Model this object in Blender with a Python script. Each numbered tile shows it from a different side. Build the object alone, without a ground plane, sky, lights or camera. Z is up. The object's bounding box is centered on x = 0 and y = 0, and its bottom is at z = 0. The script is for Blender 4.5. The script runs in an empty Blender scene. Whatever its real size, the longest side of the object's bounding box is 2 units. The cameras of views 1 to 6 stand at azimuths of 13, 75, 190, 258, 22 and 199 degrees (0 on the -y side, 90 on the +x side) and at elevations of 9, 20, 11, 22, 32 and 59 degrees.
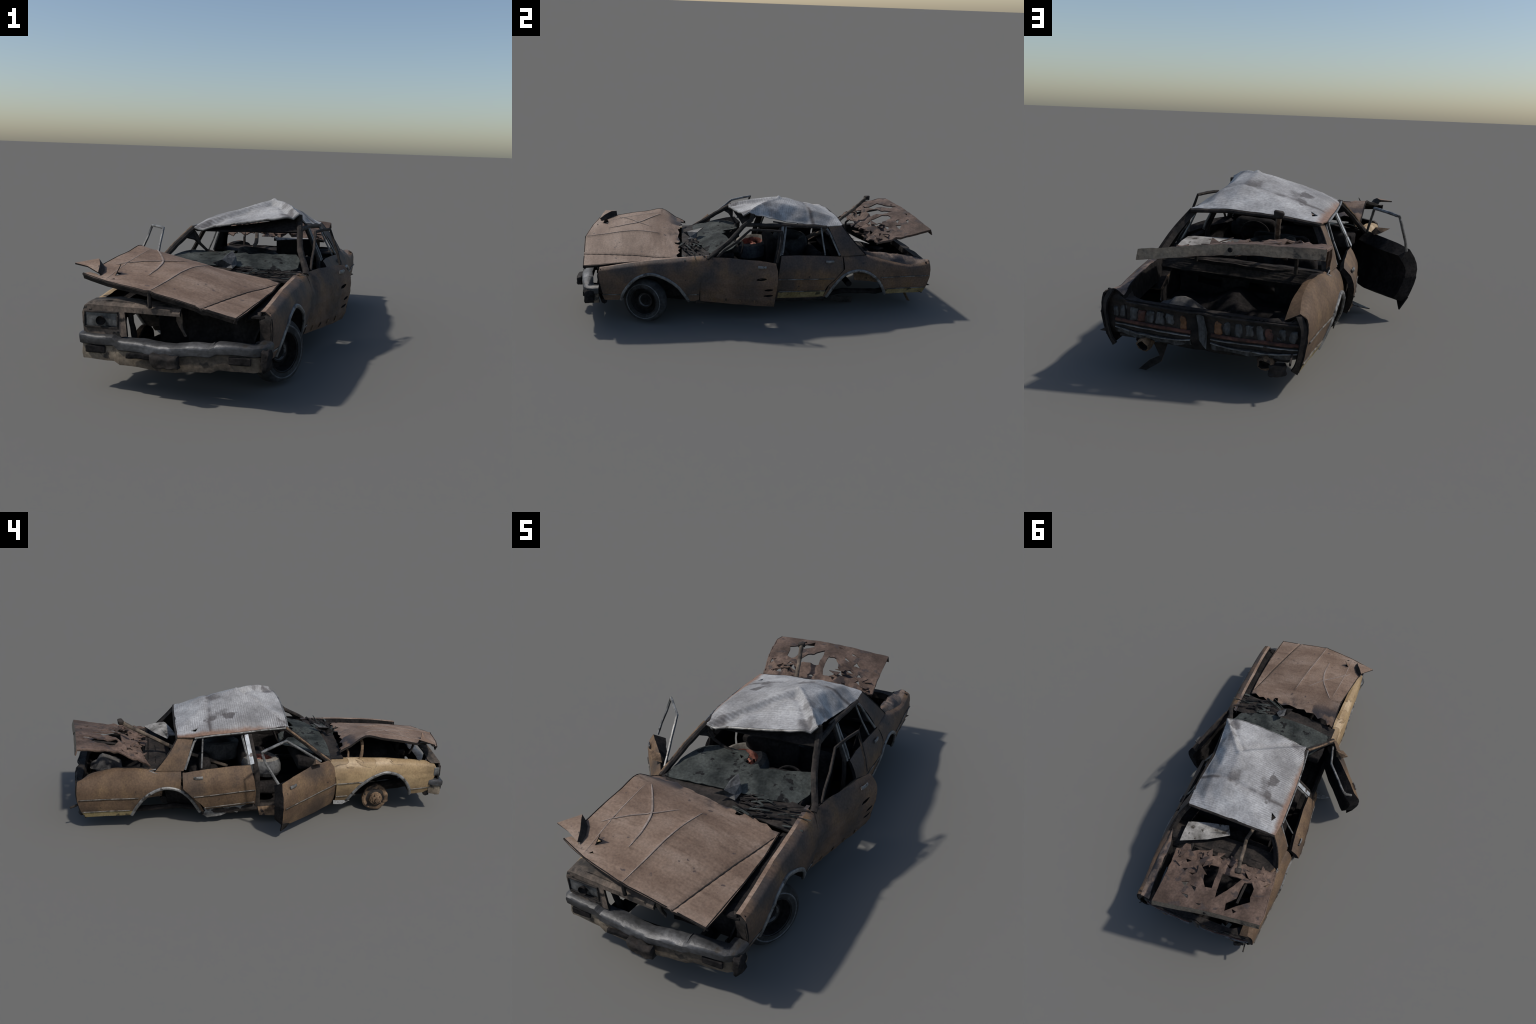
import bpy, bmesh, math, random
import numpy as np
from mathutils import Vector, Matrix, noise
from mathutils.geometry import delaunay_2d_cdt

random.seed(7)

# ------------------------------------------------------------------ frame
# The wreck stands yawed, rolled and pitched by a few degrees (one wheel left).
YAW, ROLL, PITCH = math.radians(3.1), math.radians(2.2), math.radians(-1.3)
BASE = Vector((0.067, 0.0, 0.0))
CX = 0.011                      # centre plane of the body in the car frame


def car_matrix():
    rz = Matrix.Rotation(-YAW, 3, 'Z')
    ry = Matrix.Rotation(-ROLL, 3, 'Y')
    rx = Matrix.Rotation(PITCH, 3, 'X')
    m = (rz @ ry @ rx).to_4x4()
    m.translation = BASE
    return m


ROOT = bpy.data.objects.new("wrecked_car", None)
bpy.context.scene.collection.objects.link(ROOT)
ROOT.matrix_world = car_matrix()
ROOT["label"] = "burnt-out rusty four-door sedan wreck with crumpled roof"
ROOT["category"] = "wrecked car"

# ------------------------------------------------------------------ materials


def rgb(h, k=1.0):
    return (h[0] * k, h[1] * k, h[2] * k, 1.0)


class Nodes:
    def __init__(self, name):
        self.m = bpy.data.materials.new(name)
        self.m.use_nodes = True
        self.t = self.m.node_tree
        self.b = self.t.nodes["Principled BSDF"]
        self.co = self.t.nodes.new("ShaderNodeTexCoord").outputs["Object"]

    def new(self, kind, **kw):
        n = self.t.nodes.new(kind)
        for k, v in kw.items():
            setattr(n, k, v)
        return n

    def put(self, sock, v):
        if hasattr(v, "links"):
            self.t.links.new(v, sock)
        else:
            sock.default_value = v

    def scaled(self, s):
        mp = self.new("ShaderNodeMapping")
        self.put(mp.inputs["Vector"], self.co)
        mp.inputs["Scale"].default_value = s
        return mp.outputs[0]

    def noise(self, scale, detail=4, rough=.55, stretch=None, dist=0.0):
        n = self.new("ShaderNodeTexNoise")
        n.inputs["Scale"].default_value = scale
        n.inputs["Detail"].default_value = detail
        n.inputs["Roughness"].default_value = rough
        n.inputs["Distortion"].default_value = dist
        self.put(n.inputs["Vector"], self.scaled(stretch) if stretch else self.co)
        return n.outputs["Fac"]

    def ramp(self, fac, stops, interp='LINEAR'):
        r = self.new("ShaderNodeValToRGB")
        r.color_ramp.interpolation = interp
        e = r.color_ramp.elements
        while len(e) < len(stops):
            e.new(.5)
        for k, (p, c) in enumerate(stops):
            e[k].position = p
            e[k].color = c if len(c) == 4 else rgb(c)
        self.put(r.inputs[0], fac)
        return r.outputs[0]

    def mask(self, fac, lo, hi):
        m = self.new("ShaderNodeMapRange", interpolation_type='SMOOTHSTEP')
        self.put(m.inputs[0], fac)
        m.inputs[1].default_value = lo
        m.inputs[2].default_value = hi
        return m.outputs[0]

    def mix(self, fac, a, b, mode='MIX'):
        m = self.new("ShaderNodeMix", data_type='RGBA', blend_type=mode)
        self.put(m.inputs[0], fac)
        for s, v in ((m.inputs[6], a), (m.inputs[7], b)):
            self.put(s, v if hasattr(v, "links") else rgb(v))
        return m.outputs[2]

    def math(self, op, a, b=0.0):
        m = self.new("ShaderNodeMath", operation=op)
        self.put(m.inputs[0], a)
        self.put(m.inputs[1], b)
        return m.outputs[0]

    def axis(self, i):
        s = self.new("ShaderNodeSeparateXYZ")
        self.put(s.inputs[0], self.co)
        return s.outputs[i]

    def band(self, v, lo, hi, soft):
        return self.math('MULTIPLY', self.mask(v, lo - soft, lo + soft),
                         self.math('SUBTRACT', 1.0, self.mask(v, hi - soft, hi + soft)))

    def blob(self, centre, radius, soft=.5, warp=.03, scale=18, squash=(1, 1, 1)):
        """Ragged patch round a point of the car: 1 inside, 0 outside."""
        nz = self.new("ShaderNodeTexNoise")
        nz.inputs["Scale"].default_value = scale
        nz.inputs["Detail"].default_value = 4
        self.put(nz.inputs["Vector"], self.co)
        off = self.new("ShaderNodeVectorMath", operation='MULTIPLY_ADD')
        self.put(off.inputs[0], nz.outputs["Color"])
        off.inputs[1].default_value = (warp * 2,) * 3
        off.inputs[2].default_value = tuple(-warp - c for c in centre)
        add = self.new("ShaderNodeVectorMath", operation='ADD')
        self.put(add.inputs[0], off.outputs[0])
        self.put(add.inputs[1], self.co)
        sq = self.new("ShaderNodeVectorMath", operation='MULTIPLY')
        self.put(sq.inputs[0], add.outputs[0])
        sq.inputs[1].default_value = squash
        ln = self.new("ShaderNodeVectorMath", operation='LENGTH')
        self.put(ln.inputs[0], sq.outputs[0])
        return self.math('SUBTRACT', 1.0, self.mask(ln.outputs["Value"], radius * (1 - soft), radius * (1 + soft)))

    def grain(self, col, amount=.3, scale=90):
        f = self.noise(scale, 3)
        lo, hi = 1 - amount, 1 + amount
        return self.mix(1.0, col, self.ramp(f, [(.3, (lo, lo, lo)), (.7, (hi, hi, hi))]), 'MULTIPLY')

    def done(self, col, rough=.8, metal=0.0, bump=.25, bump_scale=70, height=None, spec=.3):
        self.put(self.b.inputs["Base Color"], col)
        self.put(self.b.inputs["Roughness"], rough)
        self.put(self.b.inputs["Metallic"], metal)
        self.b.inputs["Specular IOR Level"].default_value = spec
        bp = self.new("ShaderNodeBump")
        bp.inputs["Strength"].default_value = bump
        bp.inputs["Distance"].default_value = .004
        self.put(bp.inputs["Height"], height if height is not None else self.noise(bump_scale, 5))
        self.put(self.b.inputs["Normal"], bp.outputs[0])
        return self.m


def plain(name, a, b, scale=14, grain=.3, rough=.85, metal=0.0, bump=.3, stretch=None,
          spot=None, spot_scale=25, spot_lo=.58, spec=.25):
    n = Nodes(name)
    c = n.ramp(n.noise(scale, 5, stretch=stretch), [(.35, a), (.65, b)])
    if spot:
        c = n.mix(n.mask(n.noise(spot_scale, 4), spot_lo, spot_lo + .06), c, spot)
    c = n.grain(c, grain)
    return n.done(c, rough, metal, bump, spec=spec)


def body_paint(name, a, b, soot_lo, ochre, dark):
    """Heat-browned panel paint with dark clouds, rust streaks and ochre remains."""
    n = Nodes(name)
    c = n.ramp(n.noise(7, 6, .6), [(.3, a), (.7, b)])
    streak = n.noise(9, 5, .65, stretch=(1, 1.3, .8))
    c = n.mix(n.math('MULTIPLY', n.mask(streak, .45, .75), .8), c, ochre)
    c = n.mix(n.math('MULTIPLY', n.mask(n.noise(5, 5, .65), soot_lo, soot_lo + .16), .8), c, (.035, .03, .028))
    c = n.mix(n.mask(n.noise(38, 3), .68, .74), c, (.03, .022, .018))
    if dark:
        for ctr, r, k in (((.36, -.33, .22), .06, .8), ((.36, -.40, .16), .05, .7), ((.36, .10, .17), .06, .6), ((.40, -.10, .17), .07, .6), ((.36, .40, .28), .04, .5), ((.35, -.84, .16), .05, .5), ((.36, .07, .30), .05, .6), ((.34, -.74, .29), .06, .75), ((.34, -.58, .31), .06, .75), ((.34, -.46, .32), .05, .7), ((.35, .16, .32), .06, .7), ((.35, .30, .31), .06, .7), ((.34, .52, .31), .06, .6), ((.29, .45, .42), .07, .8), ((.38, -.15, .31), .07, .7), ((.35, .86, .25), .05, .5)):
            c = n.mix(n.math('MULTIPLY', n.blob(ctr, r, .7, .05, 14), k), c, (.045, .041, .040))
    else:
        for ctr, r, k in (((-.36, .36, .24), .05, .7), ((-.33, .42, .33), .05, .5), ((-.40, -.22, .33), .06, .8), ((-.40, -.25, .12), .08, .6), ((-.35, .90, .13), .05, .5), ((-.36, .62, .17), .05, .5)):
            c = n.mix(n.math('MULTIPLY', n.blob(ctr, r, .7, .05, 14), k), c, (.04, .03, .024))
    c = n.grain(c, .22, 110)
    return n.done(c, .72, 0, .22, spec=.3)


M = {}


def build_materials():
    # hood: rosy fire-oxidised steel, brushed grain across, dark specks near the fold
    n = Nodes("hood_rust")
    c = n.ramp(n.noise(6, 6, .6, stretch=(.6, 1.6, 1)), [(.30, (.135, .084, .056)), (.50, (.213, .144, .102)), (.72, (.290, .214, .163))])
    c = n.mix(n.mask(n.noise(24, 4, .6, stretch=(.35, 2.4, 1)), .50, .74), c, (.150, .098, .068))
    c = n.mix(n.mask(n.noise(30, 3), .66, .74), c, (.07, .05, .045))
    rear = n.math('MULTIPLY', n.mask(n.axis(1), -.52, -.44), n.mask(n.noise(12, 4), .42, .6))
    c = n.mix(rear, c, (.05, .042, .042))
    M['hood'] = n.done(n.grain(c, .2, 120), .7, 0, .2, spec=.3)
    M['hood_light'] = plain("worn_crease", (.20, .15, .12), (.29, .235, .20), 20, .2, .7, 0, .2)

    # grey ash roof with close cross ribs and dark patches, rusty along one rail
    n = Nodes("roof_ash")
    c = n.ramp(n.noise(5, 5, .6), [(.32, (.165, .160, .157)), (.5, (.305, .300, .296)), (.66, (.45, .445, .44))])
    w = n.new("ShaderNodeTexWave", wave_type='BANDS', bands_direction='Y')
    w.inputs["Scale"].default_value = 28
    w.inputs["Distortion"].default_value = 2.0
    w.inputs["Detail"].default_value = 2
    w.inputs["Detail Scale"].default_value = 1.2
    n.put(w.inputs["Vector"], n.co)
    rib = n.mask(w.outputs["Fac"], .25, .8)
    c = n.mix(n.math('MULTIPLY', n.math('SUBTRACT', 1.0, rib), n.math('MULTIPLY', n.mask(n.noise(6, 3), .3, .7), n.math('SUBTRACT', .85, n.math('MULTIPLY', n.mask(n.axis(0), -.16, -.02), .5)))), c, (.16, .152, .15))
    yy = n.axis(1)
    for ctr, r, soft, k in (((-.122, .160, .53), .030, .3, .85), ((-.128, .258, .53), .026, .5, .8), ((.07, .225, .575), .035, .6, .7), ((-.095, .208, .535), .035, .7, .6),
                            ((-.165, -.105, .50), .035, .6, .7), ((.200, -.086, .55), .035, .6, .7), ((.18, .0, .59), .030, .7, .5), ((.235, .05, .53), .04, .7, .5), ((-.2, .30, .505), .03, .8, .3)):
        c = n.mix(n.math('MULTIPLY', n.blob(ctr, r, soft * .6, .045, 26), k), c, (.075, .066, .064))
    warp = n.math('ADD', yy, n.math('MULTIPLY', n.noise(7, 3), .04))
    c = n.mix(n.math('MULTIPLY', n.band(warp, .272, .288, .010), n.mask(n.noise(9, 3), .34, .55)), c, (.08, .07, .067))
    xx = n.math('ADD', n.axis(0), n.math('MULTIPLY', n.noise(14, 4), .05))
    c = n.mix(n.math('SUBTRACT', 1.0, n.mask(xx, -.218, -.185)), c, (.20, .125, .09))
    h = n.math('ADD', n.math('MULTIPLY', rib, .12), n.noise(60, 4))
    M['roof'] = n.done(n.grain(c, .18, 100), .75, 0, .22, height=h, spec=.35)

    M['body'] = body_paint("browned_paint", (.074, .046, .028), (.130, .083, .051), .57, (.165, .106, .056), False)
    M['body_dark'] = body_paint("dark_clouded_paint", (.085, .054, .037), (.160, .101, .067), .55, (.185, .108, .050), True)
    M['lid'] = plain("lid_rust", (.062, .041, .031), (.140, .094, .072), 10, .25, .8, 0, .35, spot=(.06, .045, .04), spot_scale=16)

    # pale tan paint that survived on one front fender, flaking along the top edge
    n = Nodes("tan_paint")
    c = n.ramp(n.noise(6, 5, .6), [(.3, (.245, .165, .085)), (.7, (.37, .265, .145))])
    z = n.axis(2)
    fl = n.noise(9, 3, .5, dist=.8)
    top = n.mask(z, .285, .305)
    c = n.mix(n.math('MULTIPLY', n.mask(fl, .50, .52), top), c, (.42, .31, .19))
    c = n.mix(n.math('MULTIPLY', n.band(fl, .492, .504, .005), n.mask(z, .27, .29)), c, (.10, .066, .04))
    c = n.mix(n.math('MULTIPLY', n.mask(n.noise(9, 5, .65, stretch=(1, .6, 2)), .52, .7), .8), c, (.22, .145, .075))
    for ctr, r, k in (((-.35, -.40, .13), .06, .75), ((-.36, -.37, .24), .04, .5), ((-.34, -.80, .13), .05, .6), ((-.32, -.36, .33), .05, .5), ((-.34, -.88, .25), .04, .5)):
        c = n.mix(n.math('MULTIPLY', n.blob(ctr, r, .7, .05, 14), k), c, (.10, .066, .038))
    c = n.mix(n.mask(n.noise(45, 3), .69, .74), c, (.09, .06, .04))
    M['tan'] = n.done(n.grain(c, .15, 100), .6, 0, .2, spec=.35)

    M['char'] = plain("charred_inside", (.010, .0095, .0095), (.024, .021, .020), 16, .4, .95, 0, .5, spec=.1)  # near-black also carries the shade baked into cabin, trunk and engine bay
    M['soot'] = plain("sooty_steel", (.014, .013, .0125), (.042, .034, .029), 18, .35, .8, .1, .4, spec=.2)
    M['brown'] = plain("flaky_rust", (.085, .056, .036), (.20, .132, .082), 22, .35, .9, 0, .5, spot=(.03, .024, .02))
    M['trim'] = plain("dull_trim", (.085, .082, .078), (.22, .215, .205), 30, .25, .5, .25, .2, spot=(.05, .045, .04), spot_scale=35, spec=.5)
    M['mould'] = plain("dull_moulding", (.075, .065, .055), (.20, .18, .155), 24, .3, .6, .1, .2, spot=(.05, .04, .03), spot_scale=18, spot_lo=.5, spec=.4)
    M['bright'] = plain("bare_light_metal", (.28, .29, .30), (.50, .52, .54), 20, .2, .4, .2, .2, spot=(.12, .10, .09), spec=.5)
    M['rocker'] = plain("rocker_paint", (.19, .14, .06), (.28, .22, .11), 12, .25, .7, 0, .2, spot=(.06, .05, .03))
    # chrome bumper gone dull: blue-grey on top, beige scale on the face
    n = Nodes("bumper_steel")
    c = n.ramp(n.noise(10, 5, .6, stretch=(.5, 1, 1.5)), [(.3, (.018, .017, .016)), (.55, (.06, .06, .062)), (.8, (.16, .16, .165))])
    c = n.mix(n.mask(n.noise(30, 4), .62, .7), c, (.03, .025, .02))
    M['bumper'] = n.done(n.grain(c, .3, 60), .5, .35, .3, spec=.5)
    n = Nodes("bumper_scale")
    c = n.ramp(n.noise(9, 5, .6, stretch=(.6, 1, 1)), [(.32, (.04, .033, .027)), (.5, (.14, .11, .08)), (.75, (.23, .19, .14))])
    c = n.mix(n.mask(n.noise(22, 4), .58, .68), c, (.035, .03, .025))
    M['scale'] = n.done(n.grain(c, .25), .7, .1, .3)
    M['post'] = plain("weathered_post", (.05, .04, .032), (.20, .155, .115), 12, .3, .85, 0, .4)
    M['nose'] = plain("scorched_nose_plastic", (.03, .027, .024), (.15, .115, .09), 11, .3, .8, 0, .35, spot=(.02, .018, .016), spot_scale=18)
    M['rubber'] = plain("burnt_rubber", (.018, .018, .018), (.048, .048, .048), 20, .3, .8, 0, .4, spec=.25)
    M['rubber_grey'] = plain("ashy_rubber", (.07, .07, .07), (.15, .15, .148), 16, .3, .8, 0, .3, spec=.25)
    M['pale'] = plain("ashy_pale_rubber", (.085, .076, .066), (.235, .21, .18), 9, .3, .85, 0, .4, spot=(.05, .045, .04), spot_scale=12)
    M['red'] = plain("red_ash", (.16, .055, .038), (.42, .19, .145), 26, .35, .9, 0, .6, spot=(.05, .025, .02))
    M['dash'] = plain("melted_dash", (.018, .021, .020), (.066, .072, .066), 9, .3, .8, 0, .45, spot=(.012, .012, .012), spot_scale=22, spec=.12)
    M['cloth'] = plain("ashy_cloth", (.018, .018, .02), (.16, .15, .14), 8, .2, .85, 0, .3)
    M['white'] = plain("scorched_white_sheet", (.12, .11, .095), (.36, .34, .31), 12, .2, .7, 0, .25, spot=(.06, .05, .04), spot_scale=20)
    M['lamp_grey'] = plain("burnt_lamp", (.015, .015, .015), (.085, .085, .085), 30, .4, .6, 0, .4, stretch=(2, 1, .5), spec=.4)
    M['lamp_red'] = plain("burnt_red_lens", (.035, .018, .014), (.11, .045, .032), 30, .35, .5, 0, .3)
    M['lamp_amber'] = plain("burnt_amber_lens", (.08, .035, .015), (.20, .10, .05), 24, .35, .5, 0, .3)
    M['lens'] = plain("sooty_lens", (.022, .022, .022), (.13, .13, .125), 24, .3, .4, 0, .3, spot=(.02, .02, .02), spec=.5)


build_materials()

# ------------------------------------------------------------------ geometry helpers


def make(name, verts, faces, mats, idx=None, parent=None, angle=38, kind=None):
    me = bpy.data.meshes.new(name)
    me.from_pydata([tuple(v) for v in verts], [], [tuple(f) for f in faces])
    for m in mats:
        me.materials.append(M[m])
    if idx is not None:
        me.polygons.foreach_set("material_index", [int(i) for i in idx])
    me.polygons.foreach_set("use_smooth", [True] * len(me.polygons))
    me.update()
    me.set_sharp_from_angle(angle=math.radians(angle))
    ob = bpy.data.objects.new(name, me)
    bpy.context.scene.collection.objects.link(ob)
    ob.parent = parent or ROOT
    if kind:
        ob["kind"] = kind
    return ob


def merge(name, parts, parent=None, angle=38, kind=None):
    """Join (verts, faces, material names per face) bundles into one object."""
    V, F, I, mats = [], [], [], []
    for v, f, ms in parts:
        o = len(V)
        V += [tuple(p) for p in v]
        for face, mn in zip(f, ms):
            if mn not in mats:
                mats.append(mn)
            F.append([i + o for i in face])
            I.append(mats.index(mn))
    return make(name, V, F, mats, I, parent, angle, kind)


def fbm(p, scale, octaves=3):
    v, a, t = 0.0, 1.0, 0.0
    q = Vector(p) * scale
    for _ in range(octaves):
        v += a * noise.noise(q)
        t += a
        a *= .5
        q = q * 2.03 + Vector((3.1, 7.7, 1.3))
    return v / t


def thin_plate(points, smooth=1e-5):
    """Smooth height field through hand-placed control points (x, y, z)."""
    P = np.array(points, float)
    n = len(P)
    d = np.linalg.norm(P[:, None, :2] - P[None, :, :2], axis=2)
    K = np.where(d > 0, d * d * np.log(d + 1e-12), 0) + smooth * np.eye(n)
    Q = np.c_[np.ones(n), P[:, :2]]
    A = np.block([[K, Q], [Q.T, np.zeros((3, 3))]])
    s = np.linalg.solve(A, np.r_[P[:, 2], 0, 0, 0])

    def f(x, y):
        r = np.hypot(P[:, 0] - x, P[:, 1] - y)
        k = np.where(r > 0, r * r * np.log(r + 1e-12), 0)
        return float(k @ s[:n] + s[n] + s[n + 1] * x + s[n + 2] * y)
    return f


def lerp_table(tab):
    xs = [t[0] for t in tab]
    ys = [t[1] for t in tab]
    return lambda v: float(np.interp(v, xs, ys))


def inside(poly, x, y):
    c = False
    n = len(poly)
    j = n - 1
    for i in range(n):
        xi, yi = poly[i]
        xj, yj = poly[j]
        if (yi > y) != (yj > y) and x < (xj - xi) * (y - yi) / (yj - yi) + xi:
            c = not c
        j = i
    return c


def dense(poly, step, closed=True):
    out = []
    n = len(poly)
    for i in range(n if closed else n - 1):
        a, b = poly[i], poly[(i + 1) % n]
        L = math.dist(a, b)
        k = max(1, int(round(L / step)))
        for t in range(k):
            out.append(tuple(a[c] + (b[c] - a[c]) * t / k for c in range(len(a))))
    if not closed:
        out.append(tuple(poly[-1]))
    return out


def arc_smooth(pts, n=6):
    """Catmull-Rom through open control points."""
    P = [np.array(p, float) for p in pts]
    P = [2 * P[0] - P[1]] + P + [2 * P[-1] - P[-2]]
    out = []
    for i in range(1, len(P) - 2):
        a, b, c, d = P[i - 1:i + 3]
        for k in range(n):
            t = k / n
            out.append(tuple(.5 * (2 * b + (c - a) * t + (2 * a - 5 * b + 4 * c - d) * t * t + (3 * b - a - 3 * c + d) * t ** 3)))
    out.append(tuple(P[-2]))
    return out


def fill(outline, holes=(), step=.015, extra=()):
    ol = dense(outline, step)
    hs = [dense(h, step * .8) for h in holes]
    pts = list(ol)
    edges = [(i, (i + 1) % len(ol)) for i in range(len(ol))]
    for h in hs:
        o = len(pts)
        pts += h
        edges += [(o + i, o + (i + 1) % len(h)) for i in range(len(h))]
    B = np.array(pts)
    x0, y0 = B.min(0)
    x1, y1 = B.max(0)
    rows = int((y1 - y0) / (step * .87)) + 2
    cols = int((x1 - x0) / step) + 2
    cand = list(extra)
    for r in range(rows):
        for c in range(cols):
            cand.append((x0 + (c + .5 * (r % 2)) * step, y0 + r * step * .87))
    for x, y in cand:
        if not inside(ol, x, y) or any(inside(h, x, y) for h in hs):
            continue
        if np.min(np.hypot(B[:, 0] - x, B[:, 1] - y)) < step * .45:
            continue
        pts.append((x, y))
    v, _, f, *_ = delaunay_2d_cdt([Vector(p) for p in pts], edges, [], 0, 1e-7)
    F = []
    for t in f:
        cx = sum(v[i].x for i in t) / 3
        cy = sum(v[i].y for i in t) / 3
        if inside(ol, cx, cy) and not any(inside(h, cx, cy) for h in hs):
            F.append(list(t))
    used = sorted({i for t in F for i in t})
    mp = {o: k for k, o in enumerate(used)}
    return [(v[i].x, v[i].y) for i in used], [[mp[i] for i in t] for t in F]


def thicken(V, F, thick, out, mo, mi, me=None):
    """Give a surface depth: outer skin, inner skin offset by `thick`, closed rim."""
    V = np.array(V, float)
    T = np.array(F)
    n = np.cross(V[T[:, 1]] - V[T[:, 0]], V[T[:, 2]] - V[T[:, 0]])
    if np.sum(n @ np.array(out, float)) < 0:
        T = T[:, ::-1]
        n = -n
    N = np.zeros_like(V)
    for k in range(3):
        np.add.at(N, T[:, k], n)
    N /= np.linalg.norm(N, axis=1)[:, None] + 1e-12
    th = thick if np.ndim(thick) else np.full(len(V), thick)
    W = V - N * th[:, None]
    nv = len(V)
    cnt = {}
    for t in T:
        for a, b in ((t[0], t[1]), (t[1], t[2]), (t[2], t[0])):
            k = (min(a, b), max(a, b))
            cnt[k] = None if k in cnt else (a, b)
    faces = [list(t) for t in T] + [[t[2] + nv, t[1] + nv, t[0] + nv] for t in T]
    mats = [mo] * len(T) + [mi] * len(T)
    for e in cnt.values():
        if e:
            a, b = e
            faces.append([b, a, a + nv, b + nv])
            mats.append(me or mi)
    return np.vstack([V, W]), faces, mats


def sheet(outline, f3, out, holes=(), step=.015, thick=.005, mo='body', mi='char', me=None, extra=()):
    P, F = fill(outline, holes, step, extra)
    V = [f3(*p) for p in P]
    return thicken(V, F, thick, out, mo, mi, me)


def sweep(path, w, h, mat, n=8, power=2.6, up=(0, 0, 1), taper=None, wob=0.0, closed=False):
    """Bar along a path; superelliptic section, w across and h along `up`."""
    P = [Vector(p) for p in path]
    V, F = [], []
    m = len(P)
    for i, p in enumerate(P):
        a = P[(i - 1) % m] if (i or closed) else p
        b = P[(i + 1) % m] if (i < m - 1 or closed) else p
        t = (b - a).normalized()
        s = t.cross(Vector(up))
        if s.length < 1e-4:
            s = t.cross(Vector((0, 1, 0)))
        s.normalize()
        u = s.cross(t)
        k = taper(i / max(1, m - 1)) if taper else 1.0
        for j in range(n):
            an = 2 * math.pi * (j + .5) / n
            c, sn = math.cos(an), math.sin(an)
            r = (abs(c) ** power + abs(sn) ** power) ** (-1 / power)
            q = p + s * (c * r * w * .5 * k) + u * (sn * r * h * .5 * k)
            if wob:
                q = q + Vector((fbm(q, 30), fbm(q + Vector((9, 0, 0)), 30), fbm(q + Vector((0, 9, 0)), 30))) * wob
            V.append(q)
    for i in range(m if closed else m - 1):
        for j in range(n):
            a, b = i * n + j, i * n + (j + 1) % n
            c, d = ((i + 1) % m) * n + (j + 1) % n, ((i + 1) % m) * n + j
            F.append([a, b, c, d])
    if not closed:
        F.append(list(range(n))[::-1])
        F.append([(m - 1) * n + j for j in range(n)])
    return V, F, [mat] * len(F)


def bar(name, path, w, h, mat, step=.02, parent=None, **kw):
    return merge(name, [sweep(dense(path, step, False), w, h, mat, **kw)], parent)


def block(cx, cy, cz, sx, sy, sz, mat, rnd=.01, wob=0.0, wscale=20, rot=0.0, div=8):
    """Rounded, optionally battered box."""
    bm = bmesh.new()
    bmesh.ops.create_cube(bm, size=1)
    bmesh.ops.subdivide_edges(bm, edges=bm.edges[:], cuts=div, use_grid_fill=True)
    bm.verts.ensure_lookup_table()
    V = []
    h = Vector((sx, sy, sz)) * .5
    r = min(rnd, min(h) * .95)
    for v in bm.verts:
        q = Vector((v.co.x * 2 * h.x, v.co.y * 2 * h.y, v.co.z * 2 * h.z))
        inner = Vector((max(-h.x + r, min(h.x - r, q.x)), max(-h.y + r, min(h.y - r, q.y)), max(-h.z + r, min(h.z - r, q.z))))
        d = q - inner
        if d.length > 1e-9:
            q = inner + d.normalized() * r
        c, s = math.cos(rot), math.sin(rot)
        q = Vector((q.x * c - q.y * s + cx, q.x * s + q.y * c + cy, q.z + cz))
        if wob:
            q += Vector((fbm(q, wscale), fbm(q + Vector((5, 0, 0)), wscale), fbm(q + Vector((0, 5, 0)), wscale))) * wob
        V.append(q)
    F = [[l.vert.index for l in f.loops] for f in bm.faces]
    bm.free()
    return V, F, [mat] * len(F)


def lathe(profile, mats, centre, axis, n=48, deform=None):
    """Revolve (radius, offset) points about `axis` through `centre`; one material per profile span."""
    ax = Vector(axis).normalized()
    u = ax.cross(Vector((0, 0, 1)) if abs(ax.z) < .9 else Vector((0, 1, 0))).normalized()
    w = u.cross(ax)
    V, F, I = [], [], []
    k = len(profile)
    for i in range(n):
        a = 2 * math.pi * i / n
        d = u * math.cos(a) + w * math.sin(a)
        for r, o in profile:
            p = Vector(centre) + d * r + ax * o
            V.append(deform(p) if deform else p)
    for i in range(n):
        for j in range(k - 1):
            a, b = i * k + j, ((i + 1) % n) * k + j
            F.append([a, a + 1, b + 1, b])
            I.append(mats[j] if isinstance(mats, (list, tuple)) else mats)
    return V, F, I


# ------------------------------------------------------------------ body side shape
W_SIDE = lerp_table([(.05, .300), (.08, .316), (.10, .325), (.13, .337), (.16, .346), (.20, .354),
                     (.25, .357), (.275, .353), (.30, .342), (.33, .325), (.36, .312)])
# plan taper of the body towards nose and tail
W_TAPER = lerp_table([(-.90, .026), (-.857, .020), (-.75, .012), (-.64, .006), (-.45, 0), (.58, 0), (.68, .004), (.80, .014), (.93, .020), (.95, .024)])
TOP_FRONT = lerp_table([(-.90, .275), (-.872, .281), (-.75, .300), (-.636, .314), (-.5, .325), (-.318, .336)])
TOP_REAR = lerp_table([(.40, .330), (.50, .334), (.56, .340), (.65, .350), (.75, .349), (.85, .330), (.93, .299), (.95, .292)])
TOP_REAR_DENT = lerp_table([(.40, .330), (.50, .334), (.56, .336), (.617, .318), (.694, .299), (.797, .276), (.875, .277), (.93, .292), (.95, .292)])


INNER_DENT = lerp_table([(.54, .346), (.638, .334), (.709, .328), (.817, .315), (.934, .290)])


def side_x(s, y, z, top=None, r=.02):
    w = W_SIDE(z) - W_TAPER(y)
    if top is not None:
        d = max(0.0, top - z)
        if d < r:
            q = 1 - d / r
            w -= r * (1 - math.sqrt(max(0.0, 1 - q * q)))
    # shallow crease that runs the length of the car, and panel waviness
    w += .0025 * math.exp(-((z - .213) / .006) ** 2)
    w += .004 * fbm((y * 1.0, z, s * 3), 7)
    return CX + s * w


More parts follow.
